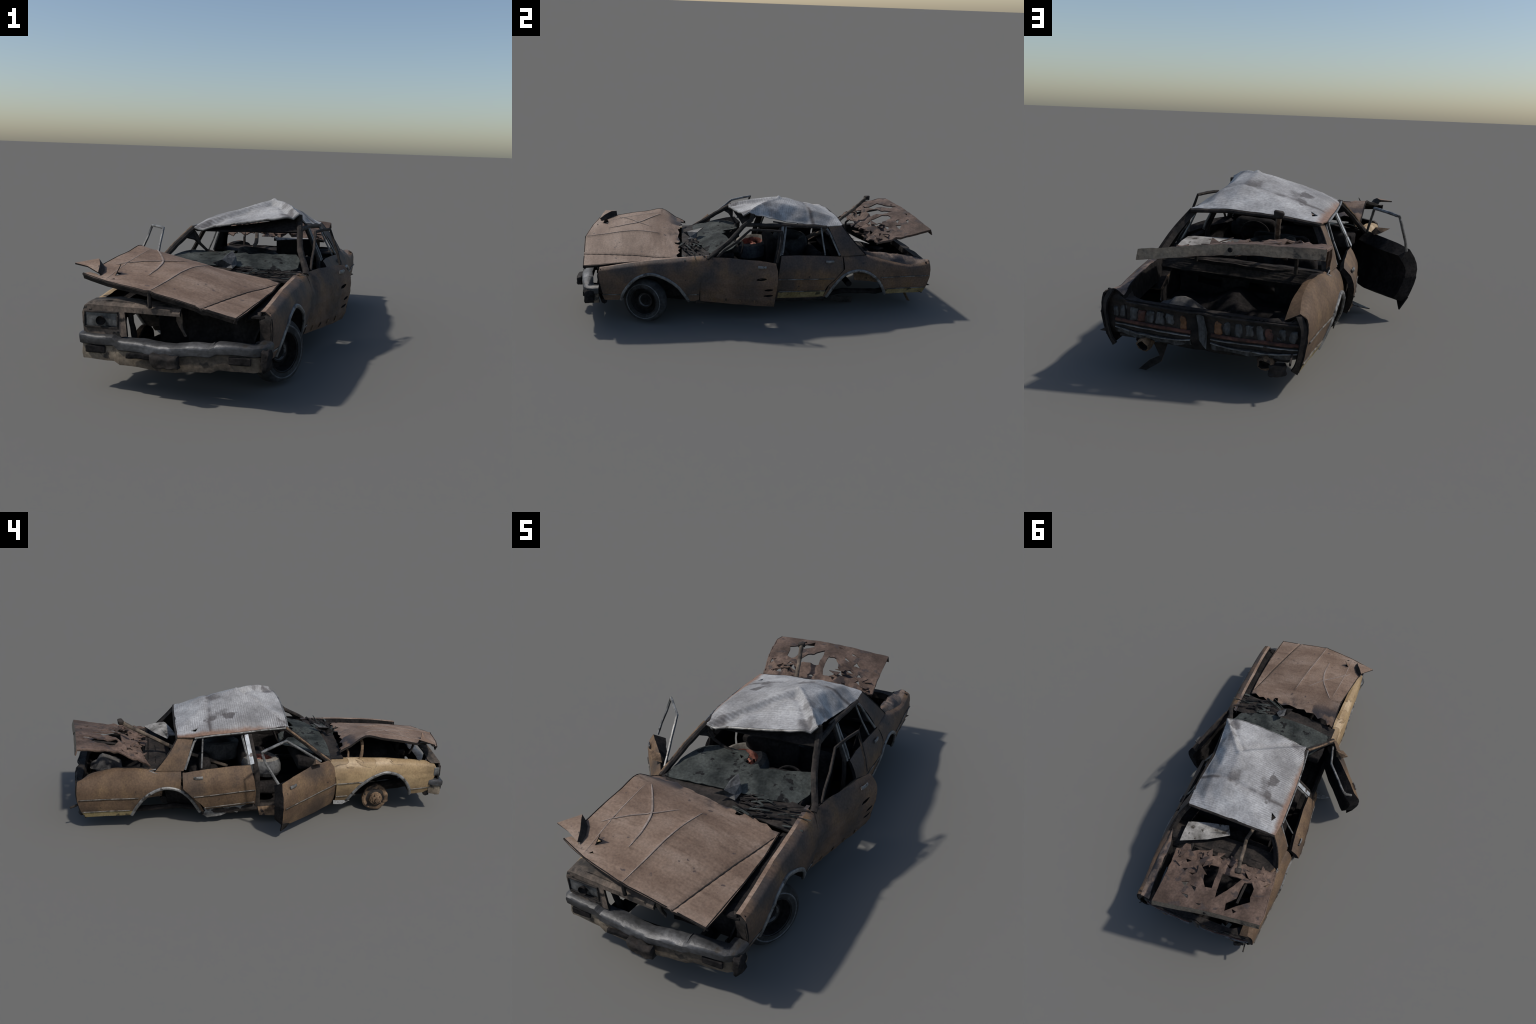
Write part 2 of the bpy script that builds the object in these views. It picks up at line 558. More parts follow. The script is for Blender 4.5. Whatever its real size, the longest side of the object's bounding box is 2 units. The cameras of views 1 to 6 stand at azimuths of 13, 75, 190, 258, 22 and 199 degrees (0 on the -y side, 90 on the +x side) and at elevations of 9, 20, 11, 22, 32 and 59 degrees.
FRONT_ARCH = arc_smooth([(-.414, .092), (-.466, .171), (-.518, .217), (-.571, .244), (-.623, .255), (-.68, .238), (-.718, .206), (-.752, .155), (-.766, .106)], 5)
REAR_ARCH = arc_smooth([(.682, .106), (.650, .163), (.610, .211), (.558, .245), (.506, .256), (.452, .245), (.408, .215), (.374, .167), (.341, .097)], 5)
REAR_DOOR_CUT = [(.424, .328), (.428, .266), (.388, .220), (.346, .170), (.321, .097)]


def rows_below(top, y0, y1, n=40):
    """Extra mesh rows where the shoulder rolls over."""
    out = []
    for i in range(n):
        y = y0 + (y1 - y0) * i / (n - 1)
        for d in (.003, .007, .012, .018):
            out.append((y, top(y) - d))
    return out


def strip(path_a, path_b, out, thick, mo, mi, rows=4, lump=0.0, lscale=20, bulge=0.0):
    """Ruled strip between two equal-length 3D paths."""
    V, F = [], []
    n = len(path_a)
    for i in range(n):
        for j in range(rows + 1):
            p = Vector(path_a[i]).lerp(Vector(path_b[i]), j / rows)
            p += Vector(out) * (bulge * math.sin(math.pi * j / rows))
            if lump and 0 < j:
                p += Vector(out) * (lump * fbm(p, lscale) * (1 if j < rows else .4))
            V.append(p)
    for i in range(n - 1):
        for j in range(rows):
            a = i * (rows + 1) + j
            F += [[a, a + 1, a + rows + 2], [a, a + rows + 2, a + rows + 1]]
    return thicken(V, F, thick, out, mo, mi)


def front_fender(s):
    mat = 'body_dark' if s > 0 else 'tan'
    nose = -.872 if s > 0 else -.885
    ol = [(nose + .022, .105), (nose + .012, .139), (nose - .004, .20), (nose - .012, .25), (nose, TOP_FRONT(nose))]
    ol += [(y, TOP_FRONT(y)) for y in np.linspace(nose + .03, -.322, 24)]
    ol += [(-.334, .300), (-.354, .25), (-.360, .20), (-.360, .10), (-.385, .090)]
    ol += FRONT_ARCH
    f3 = lambda y, z: (side_x(s, y, z, TOP_FRONT(y)), y, z)
    parts = [sheet(ol, f3, (s, 0, 0), step=.014, thick=.006, mo=mat, mi='char', extra=rows_below(TOP_FRONT, nose, -.33))]
    ys = np.linspace(nose, -.30, 36)
    a, b, c = [], [], []
    for y in ys:
        z = TOP_FRONT(y)
        x0 = side_x(s, y, z, z)
        a.append((x0, y, z))
        b.append((x0 - s * .015, y, z - .001 + .003 * fbm((y, 0, s), 9)))
        c.append((x0 - s * .020, y, z - .045))
    parts.append(strip(a, b, (0, 0, 1), .004, 'hood' if s > 0 else 'tan', 'char', 2))
    parts.append(strip(b, c, (-s, 0, 0), .004, 'char', 'char', 2))
    ob = merge("front_fender", parts)
    arch_trim(s, FRONT_ARCH, ob)
    moulding(s, [(nose + .012, .139), (-.768, .139)], ob)
    moulding(s, [(-.422, .133), (-.362, .133)], ob)
    if s < 0:
        moulding(s, [(-.505, .213), (-.364, .213)], ob)
    return ob


def arch_trim(s, arch, parent):
    path = [(side_x(s, y, z) + s * .001, y, z) for y, z in arch]
    V, F, I = sweep(path, .016, .013, 'trim', n=8, up=(s, 0, 0))
    merge("wheel_arch_trim", [(V, F, I)], parent)
    # shallow wheel-house lip behind the opening
    inn = [(side_x(s, y, z) - s * .085, y + (0), z + .012) for y, z in arch]
    merge("wheel_house", [strip(path, inn, (0, 0, -1), .004, 'soot', 'char', 4, .008)], parent)


def moulding(s, ends, parent, off=None):
    path = dense([(y, z) for y, z in ends], .02, False)
    P = [(side_x(s, y, z) + s * .002 if off is None else off(y, z), y, z) for y, z in path]
    merge("side_moulding", [sweep(P, .005, .005, 'mould', n=6, up=(s, 0, 0))], parent)


def quarter_panel(s):
    mat = 'body_dark' if s > 0 else 'body'
    top = TOP_REAR_DENT if s > 0 else TOP_REAR
    ol = [(.912, .104), (.926, .139), (.938, .20), (.938, .245), (.931, top(.931))]
    ol += [(y, top(y)) for y in np.linspace(.915, .43, 30)]
    ol += REAR_DOOR_CUT + REAR_ARCH[::-1]
    r = .02

    def f3(y, z):
        x = side_x(s, y, z, top(y), r)
        return (x, y, z)
    parts = [sheet(ol, f3, (s, 0, 0), step=.014, thick=.006, mo=mat, mi='char', extra=rows_below(top, .43, .93))]
    # shoulder, crumpled on the dented side, then the drain gutter
    ys = np.linspace(.545, .935, 40)
    a, b, c = [], [], []
    for y in ys:
        z = top(y)
        x0 = side_x(s, y, z, z)
        a.append((x0, y, z))
        zi = INNER_DENT(y) if s > 0 else TOP_REAR(y) - .003
        xi = CX + s * lerp_table([(.54, .300), (.63, .272), (.82, .266), (.935, .258)])(y)
        if y > .88:
            zi -= (y - .88) * (.40 if s < 0 else .22)
        b.append((xi, y, zi))
        c.append((xi - s * .010, y, zi - .075))
    parts.append(strip(a, b, (0, 0, 1), .005, 'hood' if s > 0 else 'body', 'char', 6, .014 if s > 0 else .002, 18, .008 if s > 0 else 0))
    parts.append(strip(b, c, (-s, 0, 0), .004, 'char', 'char', 3, .006))
    ob = merge("quarter_panel", parts)
    arch_trim(s, REAR_ARCH, ob)
    moulding(s, [(.688, .139), (.922, .139)], ob)
    moulding(s, [(.640, .213), (.930, .213)], ob)
    # yellowish strip below the moulding
    lo = lambda y, z: (side_x(s, y, z) + s * .0015, y, z)
    merge("moulding_strip", [sheet([(.688, .106), (.912, .106), (.922, .135), (.672, .135)], lo, (s, 0, 0), thick=.004, mo='rocker')], ob)
    return ob


def c_pillar(s):
    k = 1 if s > 0 else -1
    X = lambda x: CX + s * x
    bf, br = Vector((X(.322), .412, .328)), Vector((X(.319), .556, .337))
    tf, tr = Vector((X(.246), .350, .474)), Vector((X(.243), .430, .484))

    def f3(u, v):
        p = bf.lerp(br, u).lerp(tf.lerp(tr, u), v)
        p.x += s * .010 * math.sin(math.pi * v) + s * .003 * fbm(p, 9)
        p.y += -.008 * math.sin(math.pi * v) * u
        return tuple(p)
    parts = [sheet([(0, 0), (1, 0), (1, 1), (0, 1)], f3, (s, 0, 0), step=.06, thick=.010, mo='body_dark' if s > 0 else 'body', mi='char')]
    # inward return around the rear window opening
    a = [f3(1, v) for v in np.linspace(0, 1, 12)]
    b = [(p[0] - s * .030, p[1] - .012, p[2] - .004) for p in a]
    parts.append(strip(a, b, (0, 1, .3), .006, 'soot', 'char', 2))
    ob = merge("c_pillar", parts)
    if s < 0:
        zig = [f3(.98, .05), (X(.316), .580, .338), (X(.330), .52, .314), (X(.334), .445, .292)]
        merge("pillar_base_trim", [sweep(dense(zig, .02, False), .006, .005, 'trim', n=6, up=(s, 0, 0))], ob)
    return ob


def rear_door(s):
    mat = 'body_dark' if s > 0 else 'body'
    lowz = .094 if s > 0 else .126
    ol = [(.060, lowz), (.056, .20), (.064, .27), (.078, .334), (.16, .336), (.30, .333), (.418, .328), (.420, .262), (.379, .214), (.336, .164), (.313, max(lowz, .100)), (.28, lowz)]

    def ajar(y, z):
        if s > 0:
            return 0.0
        t = max(0, (y - .07) / .35)
        return t * (.037 if z < .30 else .037 - (z - .30) / .04 * .022)

    def f3(y, z):
        x = side_x(s, y, z, .338, .014) + s * ajar(y, z)
        return (x, y, z)
    parts = [sheet(ol, f3, (s, 0, 0), step=.014, thick=.014 if s > 0 else .022, mo=mat, mi='char', extra=rows_below(lambda y: .336, .08, .41, 26))]
    ob = merge("rear_door", parts)
    X = lambda y, z: side_x(s, y, z) + s * ajar(y, z) + s * .002
    moulding(s, [(.064, .138), (.329 if s > 0 else .318, .138)], ob, X)
    moulding(s, [(.06, .213), (.37, .213)], ob, X)
    handle(ob, (X(.343, .306) + s * .004, .343, .306), (0, 1, 0), s)
    fr = lambda x: CX + s * x
    frame = [(fr(.312), .084, .338), (fr(.300), .090, .37), (fr(.244), .112, .478), (fr(.249), .22, .480), (fr(.251), .335, .470), (fr(.262), .352, .450), (fr(.318), .404, .332)]
    merge("window_frame", [sweep(dense(frame, .02, False), .011, .010, 'trim', n=6, up=(s, 0, 0))], ob)
    div = [(fr(.256), .306, .472), (fr(.285), .314, .40), (fr(.318), .322, .334)]
    merge("window_divider", [sweep(dense(div, .02, False), .008, .008, 'trim', n=6, up=(s, 0, 0))], ob)
    if s > 0:
        lo = lambda y, z: (side_x(s, y, z) + s * .0015, y, z)
        merge("moulding_strip", [sheet([(.066, .097), (.321, .101), (.329, .134), (.066, .134)], lo, (s, 0, 0), thick=.004, mo='rocker')], ob)
    return ob


def handle(parent, at, along, s, rot=None):
    d = Vector(along).normalized()
    p = Vector(at)
    path = [p - d * .021, p - d * .014 + Vector((s * .003, 0, 0)), p + d * .014 + Vector((s * .003, 0, 0)), p + d * .021]
    merge("door_handle", [sweep(dense([tuple(q) for q in path], .006, False), .009, .015, 'trim', n=8, power=4, up=(0, 0, 1))], parent)


def front_door(s, angle, hinge):
    """Skin built shut in the body side, then swung round its hinge post."""
    c, sn = math.cos(angle), math.sin(angle)

    def swing(p):
        x, y, z = p
        dx, dy = (x - hinge[0]) * s, y - hinge[1]
        return (hinge[0] + s * (dx * c + dy * sn), hinge[1] - dx * sn + dy * c, z)
    ol = [(-.322, .334), (-.334, .300), (-.351, .25), (-.354, .20), (-.352, .092), (-.2, .084), (-.05, .082), (.040, .084), (.048, .15), (.056, .235), (.052, .29), (.040, .326), (-.05, .334), (-.2, .338)]
    if s < 0:
        ol = [(-.322, .338), (-.338, .300), (-.353, .25), (-.356, .20), (-.35, .085), (-.22, .078), (-.09, .088), (.0, .096), (.028, .100), (.045, .130), (.056, .19), (.058, .25), (.050, .30), (.034, .33), (-.05, .338), (-.2, .342)]
    holes = []
    if s > 0:
        def slot(cy, cz, a, b, t):
            return [(cy + a * math.cos(k * .785) + b * t * math.sin(k * .785), cz + b * math.sin(k * .785) + .12 * a * math.cos(k * .785)) for k in range(8)]
        holes = [slot(-.030, .243, .028, .008, .5), slot(.010, .185, .024, .0065, .4), slot(.008, .150, .026, .007, .4)]

    def f3(y, z):
        x = side_x(s, y, z, .342, .014)
        w = 0.0
        if s > 0:
            # battered skin: vertical buckle behind the hinge and a pinched rear edge
            w += .010 * math.exp(-((y + .30) / .02) ** 2) * math.exp(-((z - .28) / .05) ** 2) * -1
            w += .006 * fbm((y, z, 2), 11) + .004 * fbm((y, z, 5), 26)
            w += .006 * max(0, (y + .02) / .07) * fbm((y, z * 2, 9), 14)
            if z < .128:
                w += .004
        else:
            w += .004 * fbm((y, z, 7), 9)
        return swing((x + s * w, y, z))
    P, F = fill(ol, holes, .0125, rows_below(lambda y: .338, -.31, .03, 26))
    out = Vector((s * c, -sn, 0))
    V = [f3(*p) for p in P]
    th = [.034 if s > 0 else .058 for _ in P]
    mat = 'body_dark' if s > 0 else 'body'
    parts = [thicken(V, F, np.array(th), out, mat, 'char', 'char')]
    if s < 0:
        # torn lower rear corner hanging down
        q = [swing((side_x(s, y, z) + s * .002, y, z)) for y, z in ((-.02, .10), (.045, .125), (.028, .066), (.006, .092))]
        tri = thicken([q[0], q[1], q[2], q[3]], [[0, 1, 2], [0, 2, 3]], .006, out, 'soot', 'char')
        parts.append(tri)
    ob = merge("front_door", parts)
    X = lambda y, z: side_x(s, y, z) + s * .003
    P2 = [swing((X(y, .213), y, .213)) for y in np.linspace(-.345, .045, 22)]
    if s < 0:
        merge("side_moulding", [sweep(P2, .005, .005, 'mould', n=6, up=(s, 0, 0))], ob)
    h = swing((X(-.030, .306) + s * .004, -.030 if s > 0 else -.02, .306))
    d = Vector(swing((hinge[0], hinge[1] + 1, 0))) - Vector(swing((hinge[0], hinge[1], 0)))
    handle(ob, h, d, s)
    if s > 0:
        for k in range(4):
            y = -.29 + k * .075
            mk = [swing((X(y, z) + .004, y, z)) for z in (.096, .118)]
            merge("seam_rib", [sweep(mk, .006, .004, 'brown', n=6, up=(s, 0, 0))], ob)
        # frame leaning inward, chrome channel on the leading post
        fr = [(.344, -.270, .336), (.341, -.235, .372), (.338, -.170, .415), (.328, -.098, .479), (.345, -.01, .481), (.362, .066, .479), (.379, .062, .43), (.402, .048, .37), (.415, .036, .325)]
    else:
        fr = [(-.330, -.277, .338), (-.352, -.182, .41), (-.373, -.092, .478), (-.432, -.022, .479), (-.490, .047, .477), (-.505, .034, .43), (-.521, .0, .37), (-.528, -.026, .325)]
    merge("window_frame", [sweep(dense(fr, .02, False), .013, .012, 'soot' if s > 0 else 'trim', n=6, up=(s, 0, 0), wob=.002)], ob)
    return ob


# ------------------------------------------------------------------ top panels
def crease_net(points, creases=(), blur=.005):
    """Faceted height field: triangulated control points, edges kept as folds, slightly blurred."""
    P = [Vector(p[:2]) for p in points]
    v, _, f, ov, *_ = delaunay_2d_cdt(P, list(creases), [], 0, 1e-7)
    zz = np.array([points[o[0]][2] for o in ov])
    xy = np.array([(q.x, q.y) for q in v])
    T = np.array([list(t) for t in f])
    a, b, c = xy[T[:, 0]], xy[T[:, 1]], xy[T[:, 2]]
    det = (b[:, 1] - c[:, 1]) * (a[:, 0] - c[:, 0]) + (c[:, 0] - b[:, 0]) * (a[:, 1] - c[:, 1])
    ok = np.abs(det) > 1e-7
    T, a, b, c, det = T[ok], a[ok], b[ok], c[ok], det[ok]

    def one(x, y):
        u = ((b[:, 1] - c[:, 1]) * (x - c[:, 0]) + (c[:, 0] - b[:, 0]) * (y - c[:, 1])) / det
        w = ((c[:, 1] - a[:, 1]) * (x - c[:, 0]) + (a[:, 0] - c[:, 0]) * (y - c[:, 1])) / det
        k = int(np.argmax(np.minimum(np.minimum(u, w), 1 - u - w)))
        u, w = np.clip(u[k], -.2, 1.2), np.clip(w[k], -.2, 1.2)
        return u * zz[T[k, 0]] + w * zz[T[k, 1]] + (1 - u - w) * zz[T[k, 2]]

    ring = [(0, 0)] + [(math.cos(t) * blur, math.sin(t) * blur) for t in np.linspace(0, 2 * math.pi, 9)[:-1]] + [(math.cos(t) * blur * 2, math.sin(t) * blur * 2) for t in np.linspace(.4, .4 + 2 * math.pi, 9)[:-1]]
    return lambda x, y: float(sum(one(x + dx, y + dy) for dx, dy in ring) / len(ring))


def roof():
    pts = [(.100, .100, .602), (.166, .014, .596), (.212, -.045, .582), (.255, -.100, .557),
           (0, .032, .574), (-.084, -.030, .545), (-.150, -.082, .518), (-.208, -.130, .487),
           (-.245, .430, .484), (-.1, .434, .495), (.1, .434, .499), (.255, .430, .483),
           (-.252, .35, .482), (-.249, .253, .486), (-.244, .12, .490), (-.237, .009, .495), (-.224, -.08, .490),
           (-.193, .1, .528), (-.205, .2, .513), (-.200, .02, .519), (-.084, .1, .556), (-.084, .2, .545), (0, .1, .580), (-.20, .3, .504), (-.1, .3, .527), (-.1, .38, .510), (0, .38, .514), (-.02, .3, .545),
           (.085, .15, .597), (.097, .2, .585), (.100, .28, .568), (.10, .344, .545), (.115, .385, .521), (.18, .40, .512), (0, .2, .566),
           (.261, .336, .480), (.252, .22, .487), (.241, .115, .495), (.245, .03, .513), (.250, -.04, .533),
           (.225, .2, .523), (.243, .3, .500), (.225, .06, .546), (.240, -.03, .552), (.17, .2, .566), (.17, .1, .585), (.19, .3, .541), (.20, .02, .572),
           (-.06, -.138, .505), (.087, -.138, .526), (.16, -.132, .536), (.235, -.118, .546), (.10, -.03, .558), (.0, -.05, .532), (.185, -.06, .556), (.08, .04, .580), (-.12, -.105, .505)]
    g = crease_net(pts, [(0, 1), (1, 2), (2, 3), (0, 4), (4, 5), (5, 6), (6, 7)])

    def seg(px, py, a, b):
        ax, ay = a
        bx, by = b
        t = max(0, min(1, ((px - ax) * (bx - ax) + (py - ay) * (by - ay)) / ((bx - ax) ** 2 + (by - ay) ** 2)))
        return math.hypot(px - ax - t * (bx - ax), py - ay - t * (by - ay)), t

    def f3(x, y):
        z = g(x, y)
        for a, b, hgt in (((.10, .095), (.254, -.100), .009), ((.09, .095), (-.205, -.128), .008)):
            d, t = seg(x, y, a, b)
            z += hgt * math.exp(-(d / .012) ** 2)
            # the facet in front of the fold is sunken right beside it
            d2, _ = seg(x, y + .030, a, b)
            z -= hgt * 1.3 * math.exp(-(d2 / .018) ** 2)
        d, _ = seg(x, y, (.23, .235), (-.05, .262))
        z -= .005 * math.exp(-(d / .012) ** 2)
        z += .004 * fbm((x, y, 3), 12) + .0015 * fbm((x, y, 6), 40)
        return (x, y, z)
    ol = [(-.245, .430), (-.1, .434), (.1, .434), (.255, .430), (.261, .336), (.252, .22), (.241, .115), (.245, .03), (.250, -.04), (.256, -.098),
          (.235, -.118), (.16, -.132), (.087, -.138), (-.06, -.138), (-.15, -.135), (-.208, -.130), (-.224, -.08), (-.237, .009), (-.244, .12), (-.249, .253), (-.252, .35)]
    tear = [(-.196, .365), (-.182, .322), (-.212, .338)]
    parts = [sheet(ol, f3, (0, 0, 1), [tear], .0072, .005, 'roof', 'char', 'roof')]
    ob = merge("roof_panel", parts, angle=50)
    # rolled front lip
    lip = [f3(x, y) for x, y in dense([(-.208, -.130), (-.06, -.138), (.087, -.138), (.16, -.132), (.235, -.118), (.256, -.098)], .02, False)]
    merge("roof_lip", [sweep([(p[0], p[1], p[2] - .004) for p in lip], .012, .010, 'trim', n=8, wob=.001)], ob)
    return ob


def hood():
    pts = [(.245, -.958, .270), (.128, -.955, .297), (-.053, -.955, .340), (-.226, -.918, .362), (-.335, -.88, .381),
           (-.317, -.78, .397), (-.305, -.70, .413), (-.295, -.60, .430), (-.287, -.517, .443), (-.287, -.383, .366), (-.287, -.45, .403), (-.23, -.517, .428), (-.25, -.40, .373), (-.19, -.42, .377),
           (-.086, -.436, .370), (.015, -.45, .353), (.114, -.44, .338), (.269, -.468, .312), (.274, -.60, .300), (.268, -.75, .290), (.255, -.88, .277),
           (-.129, -.663, .402), (-.211, -.534, .427), (-.113, -.825, .373), (-.264, -.77, .397), (-.059, -.595, .392), (.02, -.54, .372), (0.02, -.70, .375), (-.02, -.83, .357), (.17, -.6, .330), (.15, -.8, .315), (-.14, -.50, .403), (-.04, -.49, .379)]
    g = thin_plate(pts, 2e-6)

    def dist(px, py, path):
        best = 9
        for (ax, ay), (bx, by) in zip(path[:-1], path[1:]):
            t = max(0, min(1, ((px - ax) * (bx - ax) + (py - ay) * (by - ay)) / ((bx - ax) ** 2 + (by - ay) ** 2)))
            best = min(best, math.hypot(px - ax - t * (bx - ax), py - ay - t * (by - ay)))
        return best
    centre = [(-.053, -.955), (-.022, -.75), (.012, -.56)]
    left = [(.128, -.955), (.19, -.75), (.262, -.50)]
    right = [(-.235, -.90), (-.235, -.72), (-.225, -.55)]
    scar1 = [(-.211, -.534), (-.165, -.60), (-.129, -.663), (-.112, -.74), (-.113, -.825)]
    scar2 = [(-.264, -.77), (-.20, -.715), (-.129, -.663), (-.059, -.595)]

    def f3(x, y):
        z = g(x, y)
        for path, hgt, wd in ((centre, .0045, .008), (right, .002, .008), (scar1, .003, .005), (scar2, .003, .005)):
            z += hgt * math.exp(-(dist(x, y, path) / wd) ** 2)
        z -= .006 * math.exp(-(dist(x, y, left) / .005) ** 2)
        z += .003 * fbm((x, y, 1), 9)
        z += .006 * fbm((x, y, 4), 24) * max(0, min(1, (y + .52) / .08))
        return (x, y, z)
    rear = [(-.287, -.383), (-.262, -.398), (-.25, -.39), (-.235, -.412), (-.20, -.418), (-.185, -.408), (-.150, -.432), (-.105, -.428), (-.086, -.442), (-.045, -.437), (.015, -.450),
            (.055, -.440), (.088, -.450), (.094, -.475), (.112, -.472), (.118, -.446), (.16, -.448), (.185, -.462), (.21, -.455), (.24, -.475), (.269, -.468)]
    ol = [(.247, -.958), (.128, -.957), (.03, -.958), (-.053, -.957), (-.14, -.940), (-.226, -.920), (-.29, -.900), (-.336, -.882), (-.318, -.862), (-.285, -.868), (-.274, -.882), (-.281, -.850), (-.300, -.815), (-.320, -.79),
          (-.305, -.70), (-.295, -.60), (-.287, -.517), (-.284, -.45)] + rear + [(.274, -.60), (.268, -.75), (.258, -.88)]
    holes = [[(-.222, -.862), (-.232, -.832), (-.208, -.838)], [(-.222, -.898), (-.205, -.893), (-.213, -.885)]]
    parts = [sheet(ol, f3, (0, 0, 1), holes, .0085, .006, 'hood', 'char', 'soot')]
    # folded front edge and side flanges
    fr = dense([(.247, -.958), (.128, -.957), (-.053, -.957), (-.226, -.920), (-.336, -.882)], .02, False)
    a = [f3(*p) for p in fr]
    b = [(p[0], p[1] + .010, p[2] - .020) for p in a]
    parts.append(strip(a, b, (0, -1, 0), .004, 'soot', 'char', 2, .002))
    sd = dense([(.247, -.958), (.268, -.75), (.274, -.60), (.269, -.468)], .02, False)
    a = [f3(*p) for p in sd]
    b = [(p[0] - .008, p[1], p[2] - .016) for p in a]
    parts.append(strip(a, b, (1, 0, 0), .004, 'soot', 'char', 2, .002))
    sd = dense([(-.320, -.79), (-.287, -.517), (-.287, -.383)], .02, False)
    a = [f3(*p) for p in sd]
    b = [(p[0] + .006, p[1], p[2] - .012) for p in a]
    parts.append(strip(a, b, (-1, 0, 0), .004, 'soot', 'char', 2, .002))
    ob = merge("hood", parts, angle=50)
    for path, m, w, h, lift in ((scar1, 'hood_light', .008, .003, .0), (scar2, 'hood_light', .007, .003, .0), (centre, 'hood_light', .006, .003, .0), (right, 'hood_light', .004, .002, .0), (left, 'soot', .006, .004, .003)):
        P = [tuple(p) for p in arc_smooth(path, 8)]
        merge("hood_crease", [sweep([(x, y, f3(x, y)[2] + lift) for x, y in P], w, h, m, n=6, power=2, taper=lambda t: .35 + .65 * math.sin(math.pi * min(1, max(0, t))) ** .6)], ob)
    # corner torn loose and curled upward
    fv = [(-.276, -.882, .386), (-.285, -.850, .410), (-.306, -.815, .424), (-.326, -.785, .421), (-.383, -.850, .411), (-.325, -.866, .404)]
    merge("torn_hood_corner", [thicken(fv, [[0, 5, 1], [1, 5, 4], [1, 4, 2], [2, 4, 3]], .006, (0, 0, 1), 'hood', 'soot')], ob, 20)
    fl = [(-.276, -.882, .386), (-.285, -.850, .410), (-.306, -.815, .424), (-.326, -.785, .421)]
    fb = [(-.268, -.870, .378), (-.272, -.842, .388), (-.292, -.805, .396), (-.318, -.782, .398)]
    merge("curled_hood_edge", [strip(fl, fb, (1, 0, 0), .004, 'soot', 'char', 2)], ob)
    tri = [f3(-.222, -.862), f3(-.232, -.832), (-.208, -.846, .412)]
    merge("hood_splinter", [thicken(tri, [[0, 1, 2]], .003, (0, -1, 1), 'hood', 'soot')], ob)
    # underside ribs
    rib1 = [(x, y, f3(x, y)[2] - .016) for x, y in dense([(-.24, -.86), (-.02, -.66), (.2, -.52)], .03, False)]
    rib2 = [(x, y, f3(x, y)[2] - .016) for x, y in dense([(.2, -.90), (-.02, -.66), (-.24, -.48)], .03, False)]
    merge("hood_brace", [sweep(rib1, .03, .016, 'char', n=6), sweep(rib2, .03, .016, 'char', n=6)], ob)
    return ob


